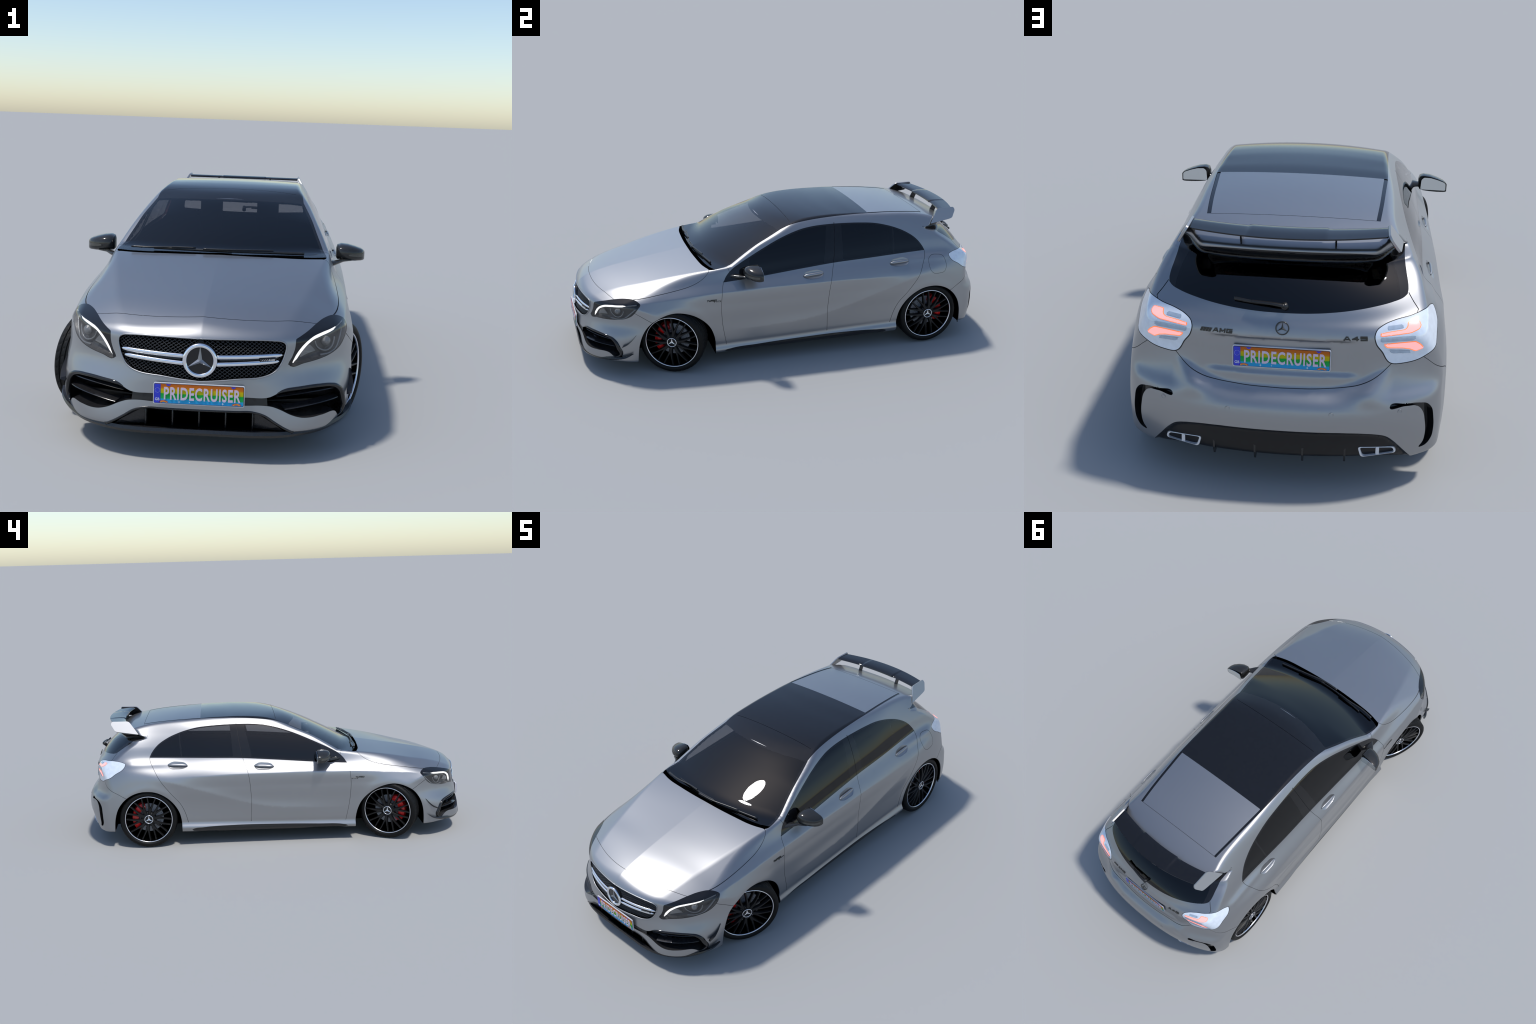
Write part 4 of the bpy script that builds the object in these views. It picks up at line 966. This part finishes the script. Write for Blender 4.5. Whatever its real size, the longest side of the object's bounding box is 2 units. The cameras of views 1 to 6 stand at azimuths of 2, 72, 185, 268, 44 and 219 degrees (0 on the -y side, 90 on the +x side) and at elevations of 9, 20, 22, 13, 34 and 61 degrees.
for wx, wy, rot in ((TRACK, -.5815, -STEER), (-TRACK, -.5815, math.pi - STEER), (TRACK, .668, 0), (-TRACK, .668, math.pi)):
    w = empty('wheel', CAR, (wx, wy, .1480), (0, 0, rot))
    for k, (V, Fc) in WP.items():
        if k not in first:
            first[k] = make(k, V, Fc, WMAT[k], w, smooth=k != 'cap_star', sharp=SHARP.get(k)); o = first[k]
        else: o = again(first[k], w)
        if k == 'brake_caliper':
            # front calipers sit ahead of the axle, rear ones behind it
            lead = wy < 0; right = wx > 0
            local_y = (-1 if lead else 1) * (1 if right else -1)
            o.rotation_euler = (math.radians(-12 if local_y > 0 else 192) * (1), 0, 0)
            if local_y > 0 and right: o.rotation_euler = (math.radians(18), 0, 0)
            elif local_y > 0: o.rotation_euler = (math.radians(12), 0, 0)
            else: o.rotation_euler = (math.radians(180 - 12), 0, 0)

# ================================================================= door mirrors
def mirror_parts():
    # sections from the inner end to the tip: front y, rear y, bottom z, top z
    rows = [(.372, -.252, -.214, .437, .466), (.376, -.262, -.207, .431, .477), (.388, -.268, -.202, .4285, .4815), (.410, -.266, -.199, .427, .4800), (.435, -.256, -.1965, .4265, .4735), (.455, -.240, -.195, .427, .4665), (.4635, -.226, -.195, .428, .4615), (.4680, -.212, -.1955, .430, .4560)]
    rings = []; glassr = []
    for x_, yf, yr, z0, z1 in rows:
        zc = (z0 + z1) / 2; h = (z1 - z0) / 2; pts = []
        for a in np.linspace(-math.pi / 2, math.pi / 2, 15):
            ca, sa = max(math.cos(a), 0) ** .62, math.copysign(abs(math.sin(a)) ** .75, math.sin(a))
            pts.append((x_, yr - .004 + (yf - yr + .004) * ca, zc + h * sa - (.004 * ca if sa < .2 else 0)))
        pts += [(x_, yr, z1 - .0005), (x_, yr, z0 + .0005)]
        rings.append(np.array(pts))
    shell = loft(rings)
    q = round_poly([(.3775, .4345), (.3800, .4690), (.389, .4775), (.412, .4765), (.436, .4700), (.457, .4625), (.4640, .4570), (.4645, .4330)], .005)
    glassp = np.array([(a, -.1945 - (a - .42) * .01, b) for a, b in q])
    plate = prism(glassp, (0, .0012, 0))
    # indicator strip wraps the outer front of the shell
    sig = []
    for x_, yf, z_, hh in ((.412, -.2675, .4480, .0020), (.425, -.2625, .4475, .0040), (.440, -.2535, .4465, .0048), (.455, -.2395, .4455, .0050), (.4625, -.2275, .4450, .0050), (.4672, -.2130, .4445, .0046)):
        o = np.array([.45, -.9, 0]) if x_ < .45 else np.array([.9, -.45, 0]); o /= np.linalg.norm(o)
        c = np.array([x_, yf, z_]) + o * .0005
        sig.append(np.array([c + [0, 0, hh], c - [0, 0, hh], c - [0, 0, hh] - o * .004, c + [0, 0, hh] - o * .004]))
    signal = loft(sig)
    foot = []
    for (cx, cy, cz), wy_, wz in (((.345, -.300, .424), .034, .011), ((.362, -.298, .425), .032, .009), ((.380, -.280, .4275), .028, .007), ((.400, -.250, .4305), .027, .006), ((.430, -.235, .4310), .024, .004)):
        a = np.linspace(0, 2 * math.pi, 12, endpoint=False); foot.append(np.stack([cx + .3 * wy_ * np.cos(a), cy + wy_ * np.cos(a), cz + wz * np.sin(a)], 1))
    return shell, plate, signal, loft(foot)
shell, plate, signal, foot = mirror_parts()
SIGNAL = simple("indicator_lens", (.10, .10, .09), .08, .5, amount=.1)
for sgn in (1, -1):
    e = empty('door_mirror', CAR)
    for nm, (V, Fc), mat, sh in (('mirror_shell', shell, MIRROR_SHELL, 50), ('mirror_pane', plate, MIRROR_GLASS, 20), ('indicator', signal, SIGNAL, 40), ('mirror_foot', foot, MIRROR_SHELL, 60)):
        make(nm, V if sgn > 0 else mirrored(V), Fc if sgn > 0 else mirror_faces(Fc), mat, e, sharp=sh)

# ================================================================= door handles
for y0, y1, z0, z1 in ((.022, .120, .4015, .4075), (.461, .559, .4190, .4235)):
    ys_ = np.linspace(y0, y1, 20); zs_ = np.linspace(z0, z1, 20); p = on_side(ys_, zs_); nn = unit_normal(p)
    arch = np.sin(np.linspace(0, math.pi, 20)) ** .5
    V, Fc = tube(p + nn * (.0005 + .0045 * arch)[:, None], .0062, .0036, up=nn, n=14, taper=np.clip(arch * 1.3, .45, 1)); both('door_handle', V, Fc, PAINT)

# ================================================================= rear wing
def wing():
    xs_ = np.concatenate([np.linspace(-.2375, -.098, 18), np.linspace(-.094, .094, 25), np.linspace(.098, .2375, 18)]); rings = []
    for x_ in xs_:
        k = (x_ / .2375) ** 2; yl = .7915 - .029 * k; yt = .8755 - .041 * k; st = .0016 if abs(x_) < .096 else 0
        yl -= .004 if abs(x_) < .096 else 0
        zl, zt = .6205 + .002 * k, .6235 + .0015 * k; c = yt - yl
        prof = [(0, 0), (.02, .0030 + st), (.12, .0052 + st), (.35, .0058 + st), (.7, .0040 + st), (1, .0022), (1.0, -.0012), (.6, -.0042), (.25, -.0052), (.05, -.0035)]
        rings.append(np.array([(x_, yl + c * a, zl + (zt - zl) * a + b) for a, b in prof]))
    return loft(rings)
e = empty('spoiler_wing', CAR)
V, Fc = wing(); make('wing_blade', V, Fc, BLACK_GLOSS, e, sharp=45)
q = round_poly([(.7570, .6300), (.8430, .6310), (.8490, .6180), (.8270, .5850), (.8120, .5815), (.7060, .5665)], [.012, .008, .012, .010, .006, .004], 6)
def plate_x(y_, z_): return .2385 + (.630 - z_) * .60
ep = np.array([(plate_x(a, b), a, b) for a, b in q]); V, Fc = prism(ep, (.0048, 0, .0028))
WING_SIDE = simple("wing_plate_silver", (.40, .405, .415), .42, .8, amount=.012, scale=900.0)
for sgn in (1, -1):
    make('wing_end_plate', V if sgn > 0 else mirrored(V), Fc if sgn > 0 else mirror_faces(Fc), WING_SIDE, e, sharp=30)
    # black inner skin of the end plate
    V2, F2 = prism(ep - [.0012, 0, .0007], (.0009, 0, .0005)); make('wing_end_skin', V2 if sgn > 0 else mirrored(V2), F2 if sgn > 0 else mirror_faces(F2), BLACK_GLOSS, e, sharp=30)
    pyl = np.array([(.115, .7820, .5890), (.115, .8090, .5840), (.115, .8260, .6190), (.115, .7980, .6170)]); pyl[:2, 2] -= .004
    V3, F3 = prism(pyl - [.0022, 0, 0], (.0044, 0, 0)); make('wing_pylon', V3 if sgn > 0 else mirrored(V3), F3 if sgn > 0 else mirror_faces(F3), BLACK_GLOSS, e, smooth=False)

# ================================================================= wipers
def wiper(parts_pts, name, lift=.008):
    e = empty(name, CAR)
    for nm, pts, w, h in parts_pts:
        p = np.array(pts, float); V, Fc = tube(smooth_path(p, 24), w, h, n=8, taper=np.clip(np.linspace(1.15, .7, 24), 0, 2)); make(nm, V, Fc, BLACK_SATIN, e)
def on_glass(pts, lift): p = on_top(np.array([a for a, b in pts]), np.array([b for a, b in pts])); return p + unit_normal(p) * lift
wiper((('wiper_blade', on_glass([(.262, -.388), (.16, -.405), (.07, -.419), (.020, -.425)], .006), .0030, .0045), ('wiper_arm', on_glass([(-.055, -.428), (.03, -.428), (.10, -.415), (.165, -.403)], .013), .0045, .0030)), 'wiper')
wiper((('wiper_blade', on_glass([(.035, -.420), (-.05, -.419), (-.14, -.408), (-.215, -.398)], .006), .0030, .0045), ('wiper_arm', on_glass([(-.285, -.402), (-.22, -.412), (-.14, -.411), (-.08, -.415)], .013), .0045, .0030)), 'wiper')
rp = on_rear(np.array([.118, .075, .03]), np.array([.4735, .471, .4695])); rn = unit_normal(rp)
pv = on_rear(np.array([-.003]), np.array([.4665]))[0]; pn = unit_normal(pv)[0]
wiper((('wiper_blade', rp + rn * .007, .0028, .0045), ('wiper_arm', [pv + pn * .016, (pv + rp[2]) / 2 + pn * .017, rp[1] + rn[1] * .013], .0060, .0040)), 'wiper')
V, Fc = tube([pv - pn * .004, pv + pn * .010, pv + pn * .0185], .0085, .0085, up=(1, 0, 0), n=16); make('wiper_pivot', V, Fc, BLACK_SATIN)

# ================================================================= exhausts and diffuser fins
def exhaust():
    q = round_poly([(.190, .1345), (.281, .1255), (.2865, .1075), (.198, .1050)], .0085, 7)
    ex_ = np.linspace(.18, .295, 12); ey_ = on_rear(ex_, np.full(12, .120))[:, 1] - .006; yy = lambda x_: np.interp(x_, ex_, ey_)
    def loop(k, dy):
        c = q.mean(0); p = c + (q - c) * (1 - k / np.linalg.norm(q - c, axis=1)[:, None]); return np.array([(a, yy(a) + dy, b) for a, b in p])
    rings = [loop(0, -.045), loop(0, -.002), loop(.0010, .001), loop(.0052, .0015), loop(.0060, 0), loop(.0064, -.030)]
    V, Fc = loft(rings, caps=False)
    inner = loop(.0060, -.020); bx = []
    return (V, Fc), (inner, cap(inner)), yy
(V, Fc), (Vi, Fi), yy = exhaust()
EXH_TRIM = simple("exhaust_trim_satin", (.66, .67, .70), .35, .35, amount=.03); EXH_DARK = simple("exhaust_end_plate", (.02, .02, .02), .5, amount=.2)
for sgn in (1, -1):
    e = empty('exhaust_pipe', CAR)
    mk = lambda nm, v_, f_, m_, **k: make(nm, v_ if sgn > 0 else mirrored(v_), f_ if sgn > 0 else mirror_faces(f_), m_, e, **k)
    mk('exhaust_trim', V, Fc, EXH_TRIM, sharp=40); mk('exhaust_end_plate', Vi, Fi, EXH_DARK)  # dark plate closes the tip in place of an open bore
    xm = .2395; d, f_ = prism(np.array([(xm - .0045, yy(xm) - .0005, .107), (xm + .0040, yy(xm) - .0008, .107), (xm + .0035, yy(xm) - .0008, .1285), (xm - .0048, yy(xm) - .0005, .1292)]), (0, -.018, 0)); mk('exhaust_divider', d, f_, EXH_TRIM, smooth=False)
for x_ in (.058, .160, -.058, -.160):
    a = abs(x_); yb = on_rear(np.array([a]), np.array([.12]))[0, 1] - .008
    p = np.array([(x_, yb - .055, .150), (x_, yb + .002, .150), (x_, yb - .001, .108), (x_, yb - .010, .086), (x_, yb - .070, .090)])
    V, Fc = prism(p - [.0024, 0, 0], (.0048, 0, 0)); make('diffuser_fin', V, Fc, BLACK_PLASTIC, smooth=False)
for x_ in (.124, .2865):
    p = on_rear(np.array([x_]), np.array([.2305]))[0]; nn = unit_normal(p)[0]
    V, Fc = ring_mesh(.0052, .0006, .0005, 24, 6); V = place(V, p + nn * .0002, np.cross((0, 0, 1), nn), (0, 0, 1)); both('parking_sensor', V, Fc, PAINT)

# ================================================================= number plates
PLATE_W, PLATE_H = .2340, .0555
def plate_material():
    """rainbow sky: warm to cool bands down the plate, slightly uneven"""
    m, nt, b = nodes("rainbow_plate"); L = nt.links
    tc = nt.nodes.new("ShaderNodeTexCoord"); sx = nt.nodes.new("ShaderNodeSeparateXYZ"); L.new(tc.outputs["Object"], sx.inputs[0])
    no = nt.nodes.new("ShaderNodeTexNoise"); no.inputs["Scale"].default_value = 55; L.new(tc.outputs["Object"], no.inputs["Vector"])
    ad = nt.nodes.new("ShaderNodeMath"); ad.operation = 'MULTIPLY_ADD'; ad.inputs[1].default_value = .004; L.new(no.outputs["Fac"], ad.inputs[0]); L.new(sx.outputs["Z"], ad.inputs[2])
    mp = nt.nodes.new("ShaderNodeMapRange"); mp.inputs["From Min"].default_value = -.5 * PLATE_H + .002; mp.inputs["From Max"].default_value = .5 * PLATE_H + .002; L.new(ad.outputs[0], mp.inputs["Value"])
    cr = nt.nodes.new("ShaderNodeValToRGB"); L.new(mp.outputs[0], cr.inputs["Fac"]); e = cr.color_ramp.elements
    stops = [(0, (.02, .26, .62)), (.24, (.02, .33, .55)), (.28, (.01, .36, .10)), (.49, (.005, .34, .03)), (.53, (.40, .42, .005)), (.70, (.58, .40, .0)), (.75, (.55, .20, .005)), (.84, (.50, .13, .01)), (1, (.42, .08, .01))]
    e[0].position, e[0].color = stops[0][0], (*stops[0][1], 1); e[1].position, e[1].color = stops[-1][0], (*stops[-1][1], 1)
    for p_, c_ in stops[1:-1]: n_ = e.new(p_); n_.color = (*c_, 1)
    L.new(cr.outputs["Color"], b.inputs["Base Color"]); setp(b, rough=.5, spec=.2); return m
PLATE = plate_material()
PLATE_RIM = simple("plate_rim_white", (.62, .62, .66), .35, amount=.03); PLATE_EDGE = simple("plate_edge_black", (.01, .01, .01), .4)
PLATE_BLUE = simple("plate_blue", (.02, .035, .52), .3, amount=.1); PLATE_LETTER = simple("plate_letter", (.62, .50, .62), .3, amount=.06, scale=300.0)
SPARK = simple("spark_white", (.8, .82, .85), .3); STAR_PALE = simple("plate_star_pale", (.45, .5, .62), .3); BOW_RED = simple("bow_red", (.62, .04, .02), .3); BOW_YELLOW = simple("bow_yellow", (.7, .45, .02), .3)
def number_plate(origin, right, up):
    e = empty('number_plate', CAR); r = np.array(right, float); u = np.array(up, float); u /= np.linalg.norm(u)
    e.matrix_local = Matrix(((r[0], -np.cross(r, u)[0], u[0], origin[0]), (r[1], -np.cross(r, u)[1], u[1], origin[1]), (r[2], -np.cross(r, u)[2], u[2], origin[2]), (0, 0, 0, 1)))
    w, h = PLATE_W / 2, PLATE_H / 2
    def slab(x0, x1, z0, z1, y0, y1, rad, nm, mat):
        q = round_poly([(x0, z0), (x1, z0), (x1, z1), (x0, z1)], rad, 5); V, Fc = prism(np.array([(a, y0, b) for a, b in q]), (0, y1 - y0, 0)); return make(nm, V, Fc, mat, e, sharp=30)
    slab(-w, w, -h, h, -.0010, .0040, .005, 'plate_rim', PLATE_RIM)
    slab(-w + .0018, w - .0018, -h + .0018, h - .0018, -.0016, .0, .0042, 'plate_edge', PLATE_EDGE)
    slab(-w + .0030, w - .0030, -h + .0030, h - .0030, -.0022, -.0005, .0035, 'plate_face', PLATE)
    slab(-w + .0030, -w + .0190, -h + .0030, h - .0030, -.0026, -.0012, .0020, 'plate_country_band', PLATE_BLUE)
    V, Fc = text_mesh("PRIDECRUISER", .196, .0335, .0018, 1.12, 0, .022); make('plate_lettering', V + [.0090, -.0030, .0010], Fc, PLATE_LETTER, e, smooth=False)
    V, Fc = text_mesh("GB", .0112, .0068, .0006); make('plate_lettering', V + [-w + .0110, -.0028, -.0150], Fc, SPARK, e, smooth=False)
    dots = []
    for k in range(12):
        a = 2 * math.pi * k / 12; V, Fc = star_mesh(.0011, .0002, .4); dots.append((V + [-w + .0110 + .0062 * math.cos(a), -.0027, .0085 + .0062 * math.sin(a)], Fc))
    V, Fc = join(*dots); make('plate_star_circle', V, Fc, STAR_PALE, e, kind="stuff")
    for cx in (-.0900, .0970):
        for k, (r0, mat) in enumerate(((.0125, BOW_RED), (.0098, BOW_YELLOW), (.0072, BOW_RED))):
            a = np.linspace(.25, math.pi - .25, 14); pts = np.vstack([np.stack([r0 * np.cos(a), r0 * .55 * np.sin(a)], 1), [((r0 - .0027) * math.cos(b), (r0 - .0027) * .55 * math.sin(b)) for b in a[::-1]]])
            V, Fc = prism(np.array([(cx + p[0], -.0023, -h + .0030 + p[1] - .0005 + .0006) for p in pts]), (0, -.0003, 0)); make('plate_bow', V, Fc, mat, e, smooth=False)
    for cx in (-.0500, .0620, -.0230):
        s = .0045 if cx != -.0230 else .0026; V = np.array([(0, 0, s), (s * .12, 0, s * .12), (s * .8, 0, 0), (s * .12, 0, -s * .12), (0, 0, -s), (-s * .12, 0, -s * .12), (-s * .8, 0, 0), (-s * .12, 0, s * .12)])
        V, Fc = prism(V + [cx, -.0023, -.0205], (0, -.0003, 0)); make('plate_spark', V, Fc, SPARK, e, smooth=False)
    for cx in (-.0780, .0880):
        q = np.array([(-.0065, h - .0032), (.0065, h - .0032), (.003, h - .0068), (0, h - .0080), (-.003, h - .0068)]); V, Fc = prism(np.array([(cx + a, -.0023, b) for a, b in q]), (0, -.0003, 0)); make('plate_shield', V, Fc, PLATE_BLUE, e, smooth=False)
    return e
number_plate((0.0005, -.9950, .1812), (1, 0, 0), (0, .02, 1))
number_plate((0, .9465, .3495), (-1, 0, 0), (0, -.03, 1))
V, Fc = box((-.08, -.992, .160), (.08, -.975, .200), .002); make('plate_bracket', V, Fc, BLACK_SATIN)

# ================================================================= badges
STROKES = {'A': ['0,0 .38,1 .62,1 1,0', '.18,.3 .82,.3'], 'M': ['0,0 0,1 .5,.25 1,1 1,0'], 'G': ['1,1 0,1 0,0 1,0 1,.48 .5,.48'], '4': ['.75,0 .75,1 0,.32 1,.32'], '5': ['1,1 0,1 0,.56 1,.56 1,0 0,0'],
           'T': ['0,1 1,1', '.5,1 .5,0'], 'U': ['0,1 0,0 1,0 1,1'], 'R': ['0,0 0,1 1,1 1,.48 0,.48', '.5,.48 1,0'], 'B': ['0,0 0,1 .9,1 .9,.52 0,.52', '.9,.52 1,.52 1,0 0,0'], 'O': ['0,0 0,1 1,1 1,0 0,0'], '/': ['0,0 .7,1']}
def block_letters(s, width, height, depth, shear=0.0, weight=.26):
    """square, extended capitals drawn with a broad pen"""
    parts = []; n = len(s); adv = width / n
    for i, ch in enumerate(s):
        if ch == ' ': continue
        wd = adv * (.84 if ch != '/' else .95); x0 = -width / 2 + adv * i + adv * .1; t = weight * height / 2
        for line in STROKES[ch]:
            p = np.array([[float(c) for c in q.split(',')] for q in line.split()]) * [wd - 2 * t, height - 2 * t] + [x0 + t, -height / 2 + t]
            for a, b in zip(p[:-1], p[1:]):
                d = (b - a) / np.linalg.norm(b - a); m = np.array([-d[1], d[0]]); k = t * (1.15 if abs(d[0]) < .2 else 1)
                q = np.array([a - d * t * .9 + m * k, b + d * t * .9 + m * k, b + d * t * .9 - m * k, a - d * t * .9 - m * k]); q[:, 0] += shear * q[:, 1]
                q[:, 1] = np.clip(q[:, 1], -height / 2, height / 2)
                parts.append(prism(np.array([(u, 0, v) for u, v in q]), (0, -depth * (1 + .03 * len(parts) / 10), 0)))
    return join(*parts)
emblem(CAR, on_rear(np.array([0.0]), np.array([.424]))[0] + [0, .003, .001], (-1, 0, 0), (0, -.35, 1), .0165, .0014, BADGE_DARK, BADGE_DARK, None, .003)
def rear_letters(s, xc, zc, w, h, shear=0.0, spacing=1.0, bold=False):
    V, Fc = block_letters(s, w, h, .0016, shear)
    p = on_rear(np.array([xc]), np.array([zc]))[0]; nn = unit_normal(p)[0]; r = np.cross((0, 0, 1), nn)
    if r[0] > 0: r = -r
    make('badge_lettering', place(V, p + nn * .0008, r, (0, -.15, 1)), Fc, BADGE_DARK, smooth=False)
rear_letters("AMG", .1425, .4090, .050, .0108, .12, 1.0)
rear_letters("A45", -.172, .4060, .060, .0112, .0, 1.05)
p = on_rear(np.array([.185]), np.array([.4080]))[0]; nn = unit_normal(p)[0]; r = -np.cross((0, 0, 1), nn) if np.cross((0, 0, 1), nn)[0] > 0 else np.cross((0, 0, 1), nn)
bars = []
for k in range(4):
    V = np.array([(-.0125 + k * .0068, 0, -.0050), (-.0125 + k * .0068 + .0058, 0, -.0050), (-.0125 + k * .0068 + .0098, 0, .0050), (-.0125 + k * .0068 + .004, 0, .0050)])
    bars.append(prism(V, (0, -.0012, 0)))
V, Fc = join(*bars); make('badge_slashes', place(V, p + nn * .0006, r, (0, -.15, 1)), Fc, BADGE_DARK, smooth=False)
# small grille badge on the left bar pair
p = on_front(np.array([.173]), np.array([.2715]))[0]; nn = unit_normal(p)[0]; r = np.cross(nn, (0, 0, 1)) * -1
if r[0] < 0: r = -r
V, Fc = box((-.022, -.002, -.0035), (.022, .002, .0035), .001); make('grille_badge', place(V, p + [0, -.003, 0], r, (0, 0, 1)), Fc, BLACK_SATIN, sharp=30)
V, Fc = block_letters("///AMG", .036, .0046, .0008, .2, .24); make('badge_lettering', place(V, p + nn * 0 + [0, -.0056, 0], r, (0, 0, 1)), Fc, BADGE_SILVER, smooth=False)
for sgn in (1, -1):
    # "TURBO" script over a small bright plate, on each fender
    yc = -.4175; p = on_side(np.array([yc]), np.array([.3345]))[0]; nn = unit_normal(p)[0]
    if sgn < 0: p = p * [-1, 1, 1]; nn = nn * [-1, 1, 1]
    right = (0, 1, 0) if sgn > 0 else (0, -1, 0); up = (0, .0, 1)
    V, Fc = block_letters("TURBO", .046, .0078, .0012, .25, .22)
    make('badge_lettering', place(V, p + nn * .0008, right, up + np.array([0, .06, 0]) * 0 + np.array([0, 0, 0])), Fc, BADGE_DARK, smooth=False)
    off_y = .026; q = p + np.array([0, off_y, -.0065])
    q = on_side(np.array([yc + off_y]), np.array([.3280]))[0]; q = q if sgn > 0 else q * [-1, 1, 1]
    V, Fc = box((-.016, -.0012, -.0028), (.016, .001, .0028), .0006); make('badge_plate', place(V, q + nn * .0006, right, up), Fc, BADGE_DARK, sharp=30)
    V, Fc = text_mesh("4MATIC", .026, .0034, .0006); make('badge_lettering', place(V, q + nn * .0022, right, up), Fc, BADGE_SILVER, smooth=False)

# stand the car exactly on z = 0
bpy.context.view_layer.update()
